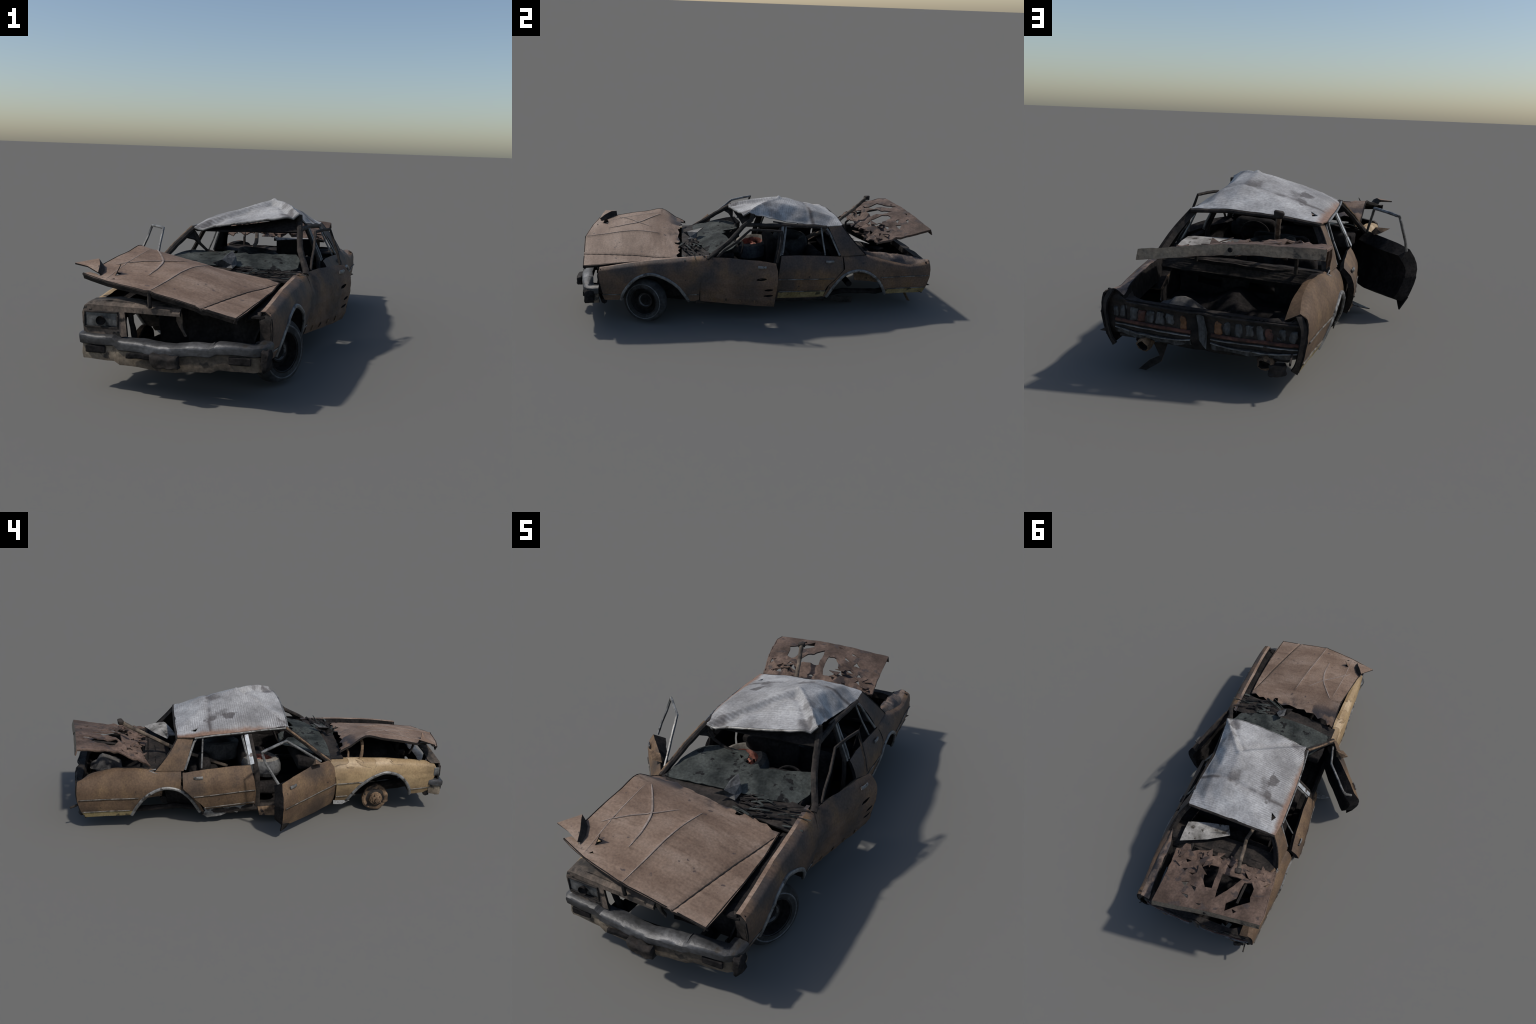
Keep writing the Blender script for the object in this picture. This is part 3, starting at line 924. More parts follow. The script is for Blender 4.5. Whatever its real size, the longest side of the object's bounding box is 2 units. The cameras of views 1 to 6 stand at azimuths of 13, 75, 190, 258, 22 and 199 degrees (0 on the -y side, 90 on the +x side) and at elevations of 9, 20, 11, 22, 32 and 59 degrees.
def trunk_lid():
    pts = [(.205, .975, .442), (.07, .957, .464), (-.064, .937, .482), (-.2, .922, .490), (-.35, .905, .496), (-.345, .82, .488), (-.336, .737, .463), (-.325, .65, .420), (-.309, .572, .374),
           (-.2, .60, .395), (-.1, .62, .400), (0, .63, .396), (.1, .64, .388), (.234, .649, .377), (.222, .74, .392), (.211, .834, .409), (-.047, .676, .430), (-.068, .844, .469), (-.21, .686, .454), (-.156, .891, .487), (.1, .8, .426), (.1, .9, .447), (0, .76, .446), (-.2, .8, .477)]
    g = thin_plate(pts, 2e-6)

    def f3(x, y):
        z = g(x, y)
        t = max(0, min(1, (.90 - y) / .2))
        z += .038 * t * fbm((x, y, 2), 14) + .012 * t * fbm((x, y, 8), 32) + .005 * fbm((x, y, 5), 18)
        return (x, y, z)
    front = [(-.312, .572), (-.285, .60), (-.262, .594), (-.24, .612), (-.20, .606), (-.165, .618), (-.15, .608), (-.12, .628), (-.08, .62), (-.05, .604), (-.03, .628), (0, .615), (.03, .635), (.06, .628), (.085, .606), (.115, .615), (.15, .640), (.17, .603), (.195, .606), (.205, .64), (.234, .649)]
    ol = front + [(.222, .74), (.215, .834), (.208, .93), (.208, .977), (.07, .959), (-.064, .939), (-.2, .924), (-.352, .907), (-.358, .86), (-.350, .80), (-.340, .737), (-.33, .66)]
    holes = [[(.059, .702), (.02, .684), (-.029, .678), (-.039, .707), (-.050, .812), (-.012, .818), (.012, .782), (.024, .750), (.062, .730)],
             [(-.067, .715), (-.172, .706), (-.150, .765), (-.087, .855), (-.078, .812), (-.072, .754)],
             [(-.195, .723), (-.230, .713), (-.250, .737), (-.252, .79), (-.262, .815), (-.204, .860), (-.160, .905), (-.150, .862), (-.190, .820), (-.188, .771)],
             [(-.167, .660), (-.220, .663), (-.212, .700), (-.184, .690)],
             [(.118, .824), (.078, .812), (.086, .846)], [(.088, .886), (.047, .886), (.042, .906)], [(.064, .828), (.027, .833), (.023, .858)],
             [(.106, .762), (.063, .752), (.080, .772)], [(-.190, .880), (-.218, .886), (-.206, .900)], [(-.005, .914), (-.038, .910), (-.028, .922)],
             [(-.285, .705), (-.312, .672), (-.310, .700)], [(.150, .747), (.118, .733), (.128, .764)], [(.095, .655), (.070, .660), (.088, .672)], [(-.262, .628), (-.232, .638), (-.248, .662)],
             [(.158, .690), (.122, .694), (.140, .712)], [(-.10, .645), (-.06, .650), (-.085, .668)]]
    parts = [sheet(ol, f3, (0, 0, 1), holes, .0115, .006, 'lid', 'lid', 'lid')]
    re = dense([(.208, .977), (.07, .959), (-.064, .939), (-.2, .924), (-.352, .907)], .02, False)
    a = [f3(*p) for p in re]
    b = [(p[0], p[1] + .012, p[2] - .031) for p in a]
    parts.append(strip(a, b, (0, 1, 0), .006, 'scale', 'lid', 3, .004))
    sd = dense([(.208, .977), (.215, .834), (.222, .74), (.234, .649)], .02, False)
    a = [f3(*p) for p in sd]
    b = [(p[0] - .004, p[1], p[2] - .013) for p in a]
    parts.append(strip(a, b, (1, 0, 0), .004, 'lid', 'lid', 2, .004))
    sd = dense([(-.352, .907), (-.358, .86), (-.340, .737), (-.310, .572)], .02, False)
    a = [f3(*p) for p in sd]
    b = [(p[0] + .010, p[1], p[2] - .014) for p in a]
    parts.append(strip(a, b, (-1, 0, 0), .004, 'lid', 'lid', 2, .004))
    ob = merge("trunk_lid", parts, angle=45)
    merge("lock_hole", [lathe([(0, .0), (.006, .001), (.008, -.004)], 'char', (-.070, .9475, .468), (0, 1, .3), 14)], ob)
    # ragged curls standing off the torn front half
    rnd = random.Random(3)
    curls = []
    for _ in range(26):
        x = rnd.uniform(-.28, .20)
        y = rnd.uniform(.615, .74) if x > 0 else rnd.uniform(.6, .68)
        p = Vector(f3(x, y))
        a = rnd.uniform(0, 6.28)
        L = rnd.uniform(.015, .035)
        d = Vector((math.cos(a), math.sin(a), 0)) * L
        e = Vector((-math.sin(a), math.cos(a), 0)) * L * .6
        up = Vector((0, 0, rnd.uniform(.004, .018)))
        q = [p - d - e, p + e * 1.2 - d * .3, p + d + up, p - e * .4 + d * .3 + up * .6]
        curls.append(thicken([tuple(v) for v in q], [[0, 3, 1], [3, 2, 1]], .003, (0, 0, 1), 'lid', 'lid'))
    merge("torn_lid_metal", curls, ob, 25, "stuff")
    # hinge arms under the lid
    for x in (-.20, .16):
        arm = [(x, .60, .33), (x, .60, .38), (x, .66, f3(x, .66)[2] - .012), (x, .84, f3(x, .84)[2] - .012)]
        merge("lid_hinge", [sweep(dense(arm, .02, False), .012, .014, 'soot', n=6, up=(1, 0, 0))], ob)
    return ob


# ------------------------------------------------------------------ cabin frame
def pillars():
    bar("a_pillar", [(-.314, -.330, .328), (-.311, -.312, .336), (-.262, -.205, .420), (-.216, -.115, .484)], .024, .024, 'soot', wob=.003)
    merge("a_pillar_skin", [sweep(dense([(-.322, -.330, .332), (-.273, -.21, .422), (-.226, -.118, .490)], .02, False), .012, .010, 'brown', n=6, wob=.002)])
    web = [(-.216, -.115, .482), (-.240, -.165, .448), (-.204, -.135, .436), (-.180, -.115, .410), (-.196, -.112, .450)]
    merge("pillar_gusset", [thicken(web, [[0, 1, 2], [0, 2, 4], [2, 3, 4]], .010, (0, -1, 0), 'soot', 'char')])
    bar("broken_pillar_brace", [(-.206, -.128, .455), (-.190, -.118, .418), (-.164, -.097, .385), (-.10, -.11, .372), (-.02, -.15, .366)], .014, .012, 'soot', wob=.003)
    bar("a_pillar", [(.333, -.320, .325), (.331, -.300, .340), (.284, -.196, .408), (.272, -.150, .455), (.266, -.125, .484), (.255, -.08, .515), (.252, -.075, .548)], .026, .022, 'soot', wob=.003)
    rail = [(.262, -.11, .490), (.256, .0, .484), (.250, .1, .484), (.258, .25, .478), (.258, .34, .472)]
    bar("roof_rail", rail, .022, .020, 'soot', wob=.002)
    rail = [(-.216, -.115, .484), (-.228, 0, .486), (-.236, .1, .481), (-.241, .25, .479), (-.241, .35, .472)]
    bar("roof_rail", rail, .022, .018, 'soot', wob=.002)
    bar("drip_rail", [(-.226, -.115, .488), (-.240, 0, .490), (-.248, .12, .485), (-.254, .25, .482), (-.255, .345, .474)], .008, .008, 'trim')
    bar("drip_rail", [(.250, .04, .503), (.248, .115, .491), (.260, .25, .482), (.266, .34, .473)], .008, .008, 'soot')
    bar("window_header", [(-.240, .430, .476), (-.1, .434, .488), (.1, .434, .491), (.250, .430, .476)], .020, .016, 'soot', wob=.002)
    # windscreen header left behind by the lifted roof skin
    a = [(x, -.120, .478 + .004 * fbm((x, 0, 0), 9)) for x in np.linspace(-.205, .262, 20)]
    b = [(x, -.085 + .03 * t, .482 + .058 * t ** 1.5) for t, x in zip(np.linspace(0, 1, 20), np.linspace(-.205, .245, 20))]
    merge("windscreen_header", [strip(a, b, (0, -1, 0), .008, 'char', 'char', 3, .003)])
    # B posts: one with a bright bare strip
    merge("b_pillar", [sweep(dense([(-.228, .075, .480), (-.300, .055, .345), (-.306, .045, .28), (-.300, .045, .10)], .02, False), .030, .016, 'soot', n=8, up=(1, 0, 0), wob=.002)])
    q = [(-.236, .100, .480), (-.236, .080, .482), (-.311, .058, .342), (-.312, .078, .338)]
    merge("b_pillar_strip", [thicken(q, [[0, 1, 2], [0, 2, 3]], .008, (-1, 0, .3), 'bright', 'soot')])
    merge("b_pillar", [sweep(dense([(.246, .092, .482), (.310, .066, .345), (.316, .052, .28), (.308, .050, .10)], .02, False), .030, .016, 'soot', n=8, up=(1, 0, 0), wob=.002)])
    merge("b_pillar_strip", [sweep(dense([(.256, .094, .482), (.322, .070, .334)], .02, False), .016, .006, 'trim', n=6, up=(1, 0, 0))])


# ------------------------------------------------------------------ nose
def nose():
    # bumper: C-section swept along a bowed, dented path (x, y of face, z of top front edge)
    path = [(-.318, -.862, .180, 0), (-.333, -.895, .178, 0), (-.334, -.920, .175, 0), (-.322, -.938, .172, 0), (-.26, -.944, .170, 0), (-.195, -.950, .172, 0), (-.172, -.955, .160, 1), (-.10, -.962, .160, 1),
            (-.02, -.970, .153, 1), (.03, -.974, .155, 1), (.09, -.972, .163, 1), (.158, -.967, .163, 1), (.182, -.966, .174, 0), (.25, -.962, .174, 0), (.305, -.955, .170, 0), (.336, -.938, .172, 0), (.348, -.915, .174, 0), (.352, -.880, .175, 0)]
    pp = dense(path, .016, False)
    # section: offset behind the face, height below the top edge
    sec = [(.056, .008), (.036, .012), (.010, .010), (.002, .004), (.000, -.004), (.002, -.022), (.012, -.028), (.013, -.034), (.010, -.060), (.014, -.078), (.030, -.082), (.040, -.078), (.026, -.060), (.024, -.02), (.034, .000), (.056, .000)]
    smat = ['bumper'] * 6 + ['scale'] * 4 + ['char'] * 6
    V, F, I = [], [], []
    n = len(sec)
    for i, p in enumerate(pp):
        a = np.array(pp[max(0, i - 1)][:2])
        b = np.array(pp[min(len(pp) - 1, i + 1)][:2])
        t = (b - a) / np.linalg.norm(b - a)
        inward = np.array((-t[1], t[0]))
        for o, h in sec:
            if p[3] > .5 and o > .03:
                h += .004
            q = Vector((p[0] + inward[0] * o, p[1] + inward[1] * o, p[2] + h))
            q += Vector((0, fbm(q, 16), fbm(q + Vector((4, 0, 0)), 16))) * .0035
            V.append(q)
    for i in range(len(pp) - 1):
        for j in range(n):
            F.append([i * n + j, (i + 1) * n + j, (i + 1) * n + (j + 1) % n, i * n + (j + 1) % n])
            I.append(smat[j])
    F += [list(range(n)), [(len(pp) - 1) * n + j for j in range(n)][::-1]]
    I += ['bumper', 'char']
    ob = merge("front_bumper", [(V, F, I)])
    for x, y in ((-.262, -.936), (.258, -.954)):
        merge("bumper_lamp_slot", [block(x, y, .131, .074, .012, .026, 'char', .004)], ob)
    merge("number_plate_bracket", [block(.012, -.985, .118, .096, .030, .046, 'soot', .008, .012, 26, -.08)], ob)
    merge("number_plate_bracket", [block(-.085, -.966, .125, .10, .014, .020, 'char', .005, .006)], ob)
    merge("bumper_end_plastic", [block(.338, -.925, .135, .030, .050, .07, 'char', .012, .012, 40)], ob)
    for x in (-.17, .18):
        merge("bumper_mount", [sweep(dense([(x, -.935, .13), (x, -.84, .125)], .02, False), .035, .045, 'soot', n=8, wob=.004)], ob)

    # surviving half of the nose panel with headlamp
    def f3(x, z):
        y = -.918 - .030 * max(0, min(1, (x + .30) / .35)) + .10 * max(0, -.300 - x) + (.015 if z > .282 else 0) + .003 * fbm((x, z, 0), 18)
        return (x, y, z)
    top = lambda x: .284 + .010 * max(0, min(1, (x + .3) / .1))
    ol = [(-.316, .176), (-.322, .25), (-.312, .276), (-.30, .288), (-.20, .298), (-.05, .290), (.050, .284), (.052, .262), (-.05, .262), (-.155, .262), (-.150, .22), (-.146, .180), (-.17, .176)]
    lamp = [(-.306, .206), (-.306, .254), (-.182, .257), (-.182, .206)]
    parts = [sheet(ol, f3, (0, -1, 0), [lamp], .012, .008, 'nose', 'char', 'soot')]
    a = [f3(x, t) for x, t in ((-.312, .276), (-.30, .288), (-.20, .298), (-.12, .294), (-.05, .290), (.050, .284))]
    b = [(p[0], p[1] + .05, p[2] + .004) for p in a]
    parts.append(strip(a, b, (0, 0, 1), .006, 'nose', 'char', 3, .003))
    hp = merge("nose_panel", parts)
    lp = [block(-.244, -.914, .231, .128, .016, .052, 'lens', .004, .002)]
    merge("headlamp", lp, hp)
    merge("headlamp_socket", [lathe([(.0, -.002), (.013, 0), (.016, .004), (.016, .012)], 'char', (-.243, -.925, .229), (0, -1, 0), 20)], hp)
    fr = [(-.308, -.921, .204), (-.308, -.921, .256), (-.180, -.930, .259), (-.180, -.930, .204)]
    merge("headlamp_bezel", [sweep(dense(fr + fr[:1], .015, False), .007, .007, 'soot', n=6)], hp)
    # corner lamp on the side
    merge("side_lamp", [block(-.318, -.898, .232, .012, .030, .046, 'lens', .004, .001)], hp)
    # radiator support scraps
    merge("radiator_support", [sweep(dense([(-.30, -.86, .10), (-.15, -.88, .105), (.15, -.88, .105), (.32, -.85, .10)], .03, False), .03, .03, 'char', n=6, wob=.006),
                               sweep(dense([(.028, -.90, .27), (.03, -.89, .22), (.045, -.88, .185)], .015, False), .022, .012, 'nose', n=6, wob=.005),
                               sweep(dense([(-.055, -.950, .34), (-.055, -.945, .285)], .015, False), .012, .012, 'soot', n=6, wob=.003),
                               sweep(dense([(-.15, -.90, .26), (-.14, -.87, .12)], .02, False), .018, .02, 'char', n=6, wob=.006),
                               sweep(dense([(.315, -.86, .262), (.28, -.86, .258), (.25, -.84, .24)], .02, False), .03, .012, 'char', n=6, wob=.006)])
    a = [(CX + .322, -.868, .278), (CX + .333, -.884, .25), (CX + .333, -.876, .20), (CX + .320, -.862, .14)]
    b = [(p[0] - .045, p[1] + .012, p[2] - .004) for p in a]
    merge("fender_nose_return", [strip(arc_smooth(a, 4), arc_smooth(b, 4), (0, -1, 0), .005, 'soot', 'char', 3, .006)])
    # bent flank brace seen between bumper and fender
    merge("bumper_brace", [sweep(dense([(.30, -.93, .17), (.26, -.86, .13), (.25, -.80, .10)], .02, False), .02, .03, 'soot', n=6, wob=.004)])


def engine_bay():
    parts = []
    for s in (-1, 1):
        a = [(CX + s * .292, y, TOP_FRONT(y) - .035) for y in np.linspace(-.86, -.34, 24)]
        b = [(CX + s * (.255 + .02 * fbm((y, s, 0), 6)), y, .20 if -.76 < y < -.48 else .15) for y in np.linspace(-.86, -.34, 24)]
        parts.append(strip(a, b, (-s, 0, 0), .006, 'char', 'char', 5, .012, 14))
        parts.append(sweep(dense([(CX + s * .17, -.90, .115), (CX + s * .17, -.62, .09), (CX + s * .17, -.36, .065)], .03, False), .045, .05, 'char', n=8, wob=.005))
    fw = lambda x, z: (x, -.365 + .02 * fbm((x, z, 1), 9), z)
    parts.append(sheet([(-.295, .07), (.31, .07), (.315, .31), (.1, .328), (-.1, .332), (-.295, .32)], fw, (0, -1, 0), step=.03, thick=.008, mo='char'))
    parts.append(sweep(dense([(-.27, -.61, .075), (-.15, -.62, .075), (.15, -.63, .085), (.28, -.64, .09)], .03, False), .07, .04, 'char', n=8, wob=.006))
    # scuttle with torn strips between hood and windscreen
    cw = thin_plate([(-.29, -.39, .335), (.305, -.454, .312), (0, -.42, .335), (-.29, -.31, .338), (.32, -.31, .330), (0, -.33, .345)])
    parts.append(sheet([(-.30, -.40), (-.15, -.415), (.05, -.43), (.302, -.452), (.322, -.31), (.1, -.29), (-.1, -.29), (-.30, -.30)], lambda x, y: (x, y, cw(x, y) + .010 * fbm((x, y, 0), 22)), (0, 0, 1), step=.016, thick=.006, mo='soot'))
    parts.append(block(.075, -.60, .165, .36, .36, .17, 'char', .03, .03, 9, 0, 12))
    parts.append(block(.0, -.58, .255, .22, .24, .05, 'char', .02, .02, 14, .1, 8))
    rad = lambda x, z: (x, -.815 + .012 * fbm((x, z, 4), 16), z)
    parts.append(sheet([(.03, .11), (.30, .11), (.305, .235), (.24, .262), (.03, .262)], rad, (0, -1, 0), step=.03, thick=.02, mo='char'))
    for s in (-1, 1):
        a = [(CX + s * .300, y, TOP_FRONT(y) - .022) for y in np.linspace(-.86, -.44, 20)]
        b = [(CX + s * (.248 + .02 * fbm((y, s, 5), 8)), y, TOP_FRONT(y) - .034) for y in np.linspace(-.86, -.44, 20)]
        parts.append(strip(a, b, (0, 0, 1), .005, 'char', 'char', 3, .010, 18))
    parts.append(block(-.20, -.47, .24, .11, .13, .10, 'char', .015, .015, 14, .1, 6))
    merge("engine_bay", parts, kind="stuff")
    # burnt pipes left on the inner wing
    merge("burnt_pipe", [sweep(arc_smooth([(-.262, -.500, .29), (-.255, -.51, .345), (-.235, -.515, .385), (-.22, -.51, .40)], 5), .016, .016, 'brown', n=7, wob=.004),
                         sweep(arc_smooth([(-.262, -.43, .29), (-.252, -.44, .34), (-.24, -.43, .365)], 5), .012, .012, 'brown', n=7, wob=.004)])
    rnd = random.Random(5)
    scr = []
    for _ in range(34):
        x = rnd.uniform(.06, .31)
        y = -.335 - rnd.random() * .11
        z = cw(x, y) + .008
        a = rnd.uniform(-.5, .5)
        L = rnd.uniform(.02, .055)
        d = Vector((math.cos(a), math.sin(a), rnd.uniform(-.1, .25))) * L
        scr.append(sweep([(x - d.x, y - d.y, z - d.z), (x, y, z + .004), (x + d.x, y + d.y, z + d.z)], rnd.uniform(.004, .012), .003, rnd.choice(['char', 'char', 'soot', 'dash']), n=5, wob=.004))
    merge("burnt_scraps", scr, kind="stuff")
    # crumpled scrap of metal standing on the scuttle
    v = [(-.022, -.418, .372), (.010, -.400, .384), (.004, -.340, .392), (.026, -.312, .412), (.052, -.345, .392), (.045, -.385, .362), (.055, -.400, .350), (.0, -.385, .350), (.060, -.352, .362)]
    f = [[0, 1, 7], [1, 2, 3], [1, 3, 4], [1, 4, 5], [1, 5, 7], [5, 4, 8], [5, 8, 6], [7, 5, 6]]
    merge("crumpled_metal_scrap", [thicken(v, f, .004, (0, -1, 1), 'lamp_grey', 'soot')], angle=20)


# ------------------------------------------------------------------ cabin
def cabin():
    # windscreen sagged over the dash: a crumpled, sooty sheet
    pts = [(-.285, -.335, .342), (-.15, -.345, .352), (.0, -.345, .356), (.065, -.345, .353), (.16, -.33, .342), (.255, -.300, .335),
           (.270, -.20, .360), (.257, -.155, .385), (.16, -.19, .388), (.066, -.213, .388), (-.04, -.20, .380), (-.10, -.14, .376), (-.163, -.097, .386), (-.22, -.16, .385), (-.275, -.26, .362), (-.1, -.25, .370), (.13, -.27, .368), (.20, -.26, .366)]
    g = thin_plate(pts, 1e-6)
    ol = [(-.290, -.338), (-.15, -.350), (0, -.350), (.065, -.348), (.16, -.334), (.262, -.302), (.285, -.24), (.280, -.18), (.258, -.152), (.16, -.188), (.10, -.20), (.066, -.21), (.045, -.185), (.02, -.20), (-.01, -.185), (-.02, -.13), (-.05, -.105), (-.10, -.10), (-.163, -.092), (-.20, -.118), (-.235, -.16), (-.275, -.24)]
    holes = [[(-.215, -.185), (-.192, -.175), (-.200, -.190)], [(-.062, -.135), (-.035, -.15), (-.04, -.165)], [(-.11, -.125), (-.075, -.12), (-.09, -.135)]]

    def f3(x, y):
        z = g(x, y) + .008 * fbm((x, y, 0), 14) + .004 * fbm((x, y, 3), 40)
        return (x, y, z)
    merge("sagged_windscreen", [sheet(ol, f3, (0, 0, 1), holes, .0125, .004, 'dash', 'char', 'dash')], angle=60)
    # dash shell below
    a = [(x, -.335 + .03 * abs(x), .338) for x in np.linspace(-.28, .28, 24)]
    b = [(x, -.30, .27) for x in np.linspace(-.28, .28, 24)]
    dash = [block(0.0, -.235, .305, .56, .14, .07, 'char', .02, .008), block(.16, -.16, .345, .18, .05, .045, 'char', .02, .006)]
    merge("dashboard", dash)
    merge("steering_wheel", [sweep([(.15 + .065 * math.cos(t), -.125 + .02 * math.sin(t), .300 + .060 * math.sin(t)) for t in np.linspace(0, 2 * math.pi, 28)[:-1]], .010, .010, 'char', n=6, closed=True),
                             sweep([(.15, -.16, .285), (.15, -.125, .300)], .02, .02, 'char', n=6)])

    # floor with tunnel and rear kick-up, trunk floor
    def floor(x, y):
        z = .078 + .045 * math.exp(-(x / .06) ** 2)
        if y > .28:
            t = min(1, (y - .28) / .10)
            z += .125 * t * t * (3 - 2 * t)
        if y > .62:
            t = min(1, (y - .62) / .12)
            z -= .060 * t * t * (3 - 2 * t)
        return (x, y, z + .008 * fbm((x, y, 0), 9))
    ol = [(-.285, -.36), (.305, -.36), (.305, .36), (.235, .38), (.235, .64), (.29, .68), (.29, .915), (-.265, .915), (-.265, .68), (-.215, .64), (-.215, .38), (-.285, .36)]
    merge("floor_pan", [sheet(ol, floor, (0, 0, 1), [[(-.17, .86), (-.11, .85), (-.12, .89), (-.16, .90)]], .03, .008, 'char', 'soot')])
    for s in (-1, 1):
        # rocker box and wheel-house walls
        merge("sill", [sweep(dense([(CX + s * .300, -.375, .090), (CX + s * .304, .33, .090)], .03, False), .030, .040, 'soot', n=8, wob=.006)])
        a = [(CX + s * .236, .345 + .345 * t, .14 + (.13 if t < .5 else .02) * math.sin(math.pi * t)) for t in np.linspace(0, 1, 20)]
        b = [(CX + s * .236, .345 + .345 * t, .24 + .075 * math.sin(math.pi * t)) for t in np.linspace(0, 1, 20)]
        o = [(CX + s * .318, .345 + .345 * t, .235 + .080 * math.sin(math.pi * t)) for t in np.linspace(0, 1, 20)]
        merge("wheel_well", [strip(b, o, (0, 0, 1), .006, 'char', 'brown', 4, .006), strip(a, b, (-s, 0, 0), .005, 'char', 'brown', 3, .006)])
    # seats
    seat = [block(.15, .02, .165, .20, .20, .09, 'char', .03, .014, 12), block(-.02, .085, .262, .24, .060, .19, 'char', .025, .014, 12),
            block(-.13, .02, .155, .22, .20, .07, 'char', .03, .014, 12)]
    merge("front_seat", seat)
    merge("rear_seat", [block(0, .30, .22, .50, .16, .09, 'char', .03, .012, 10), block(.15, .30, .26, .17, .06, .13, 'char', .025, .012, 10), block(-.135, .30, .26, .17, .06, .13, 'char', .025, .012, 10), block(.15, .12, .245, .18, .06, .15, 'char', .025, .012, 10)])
    shelf = lambda x, y: (x, y, .336 - .25 * max(0, .53 - y) + .008 * fbm((x, y, 4), 12))
    merge("parcel_shelf", [sheet([(-.295, .47), (-.15, .465), (0, .475), (.12, .47), (.30, .47), (.315, .545), (.29, .585), (.1, .60), (-.1, .60), (-.28, .575), (-.30, .54)], shelf, (0, 0, 1), [], .02, .012, 'soot', 'char')])
    low = lambda x, y: (x, y, .275 + .02 * fbm((x, y, 7), 9))
    merge("seat_shelf", [sheet([(-.30, .42), (.31, .42), (.31, .56), (-.30, .56)], low, (0, 0, 1), step=.03, thick=.01, mo='char', mi='char')])
    deck = lambda x, t: (x, .585 + .03 * t, .342 - .045 * t + .006 * fbm((x, t, 0), 14))
    merge("deck_panel", [sheet([(-.29, 0), (.29, 0), (.29, 1), (-.29, 1)], deck, (0, 1, .5), step=.03, thick=.008, mo='soot', mi='char')])
    bulk = lambda x, z: (x, .55 + .012 * fbm((x, z, 2), 10), z)
    merge("seat_bulkhead", [sheet([(-.21, .20), (.23, .20), (.25, .335), (-.23, .335)], bulk, (0, 1, 0), [[(-.12, .23), (-.02, .23), (-.03, .30), (-.11, .31)], [(.08, .23), (.17, .24), (.16, .31), (.07, .30)]], .025, .006, 'char', 'char')])
    # two tyres thrown inside; the front one holds red ash

    def squash(c, k, tilt):
        def d(p):
            q = p - Vector(c)
            q.z += tilt[0] * q.x + tilt[1] * q.y
            q += Vector((fbm(p, 12), fbm(p + Vector((3, 0, 0)), 12), fbm(p + Vector((0, 3, 0)), 12))) * k
            return Vector(c) + q
        return d
    prof = [(.052, -.030), (.050, .0), (.058, .030), (.076, .042), (.096, .034), (.106, .008), (.108, -.03), (.098, -.05), (.075, -.055), (.052, -.030)]
    c1 = (-.112, -.002, .258)
    merge("loose_tyre", [lathe(prof, ['rubber_grey', 'red', 'pale', 'pale', 'rubber_grey', 'rubber_grey', 'rubber', 'rubber', 'rubber'], c1, (0, 0, 1), 40, squash(c1, .008, (-.10, .10)))])
    rnd = random.Random(11)
    lumps = []
    for _ in range(16):
        a, r = rnd.uniform(0, 6.28), rnd.uniform(0, .045)
        lumps.append(block(c1[0] + r * math.cos(a), c1[1] + r * math.sin(a), c1[2] + rnd.uniform(-.02, .012), rnd.uniform(.018, .03), rnd.uniform(.015, .03), rnd.uniform(.015, .025), 'red', .008, .012, 50, a, 3))
    lumps.append(block(c1[0], c1[1], c1[2] - .03, .12, .12, .03, 'char', .01, .005))
    merge("red_ash_lumps", lumps, kind="stuff")
    c2 = (-.005, .198, .318)
    merge("loose_tyre", [lathe(prof, ['rubber'] * 9, c2, (0, 0, 1), 40, squash(c2, .006, (-.15, 0)))])
    # bent post through the rear window
    bar("bent_post", arc_smooth([(-.150, .697, .541), (-.133, .63, .49), (-.112, .54, .428), (-.094, .465, .374), (-.096, .40, .342), (-.1, .34, .318), (-.1, .175, .245)], 6), .020, .020, 'post', .03, n=10, power=2, wob=.003)
    merge("post_cap", [block(-.152, .705, .546, .032, .026, .026, 'soot', .007, .006, 40, .3)])
    # pale sheet lying on the parcel shelf
    v = [(.238, .603, .370), (.238, .55, .384), (.236, .492, .390), (.214, .484, .393), (.12, .455, .392), (.024, .430, .386), (.0, .470, .398), (-.004, .480, .382), (.10, .545, .380), (.11, .510, .396)]
    f = [[0, 8, 1], [1, 8, 9], [1, 9, 2], [2, 9, 3], [3, 9, 4], [4, 9, 6], [4, 6, 5], [9, 8, 7], [9, 7, 6]]
    merge("pale_bent_sheet", [thicken(v, f, .005, (0, .3, 1), 'white', 'soot')], angle=25)
    bx = [(.236, .488, .388), (.024, .428, .383), (.024, .430, .315), (.236, .485, .315)]
    merge("sheet_back", [thicken(bx, [[0, 1, 2], [0, 2, 3]], .006, (0, -1, 0), 'char', 'char')])
    # things in the trunk
    def bag(x, y):
        r = math.hypot((x - .12) / .11, (y - .82) / .09)
        return (x, y, .17 + .085 * math.exp(-r ** 2 * 1.2) + .045 * abs(fbm((x, y, 0), 15)))
    merge("crumpled_sack", [sheet([(.03, .77), (.06, .73), (.15, .74), (.22, .76), (.22, .88), (.15, .905), (.07, .90), (.02, .86)], bag, (0, 0, 1), step=.02, thick=.004, mo='cloth', mi='char')], angle=15)
    rnd = random.Random(21)
    junk = []
    for _ in range(16):
        x, y = rnd.uniform(-.24, .02), rnd.uniform(.66, .89)
        junk.append(block(x, y, .17 + rnd.uniform(0, .03), rnd.uniform(.03, .08), rnd.uniform(.02, .06), rnd.uniform(.02, .05), rnd.choice(['char', 'soot', 'char', 'cloth']), .006, .014, 24, rnd.uniform(0, 3), 3))
    merge("trunk_debris", junk, kind="stuff")


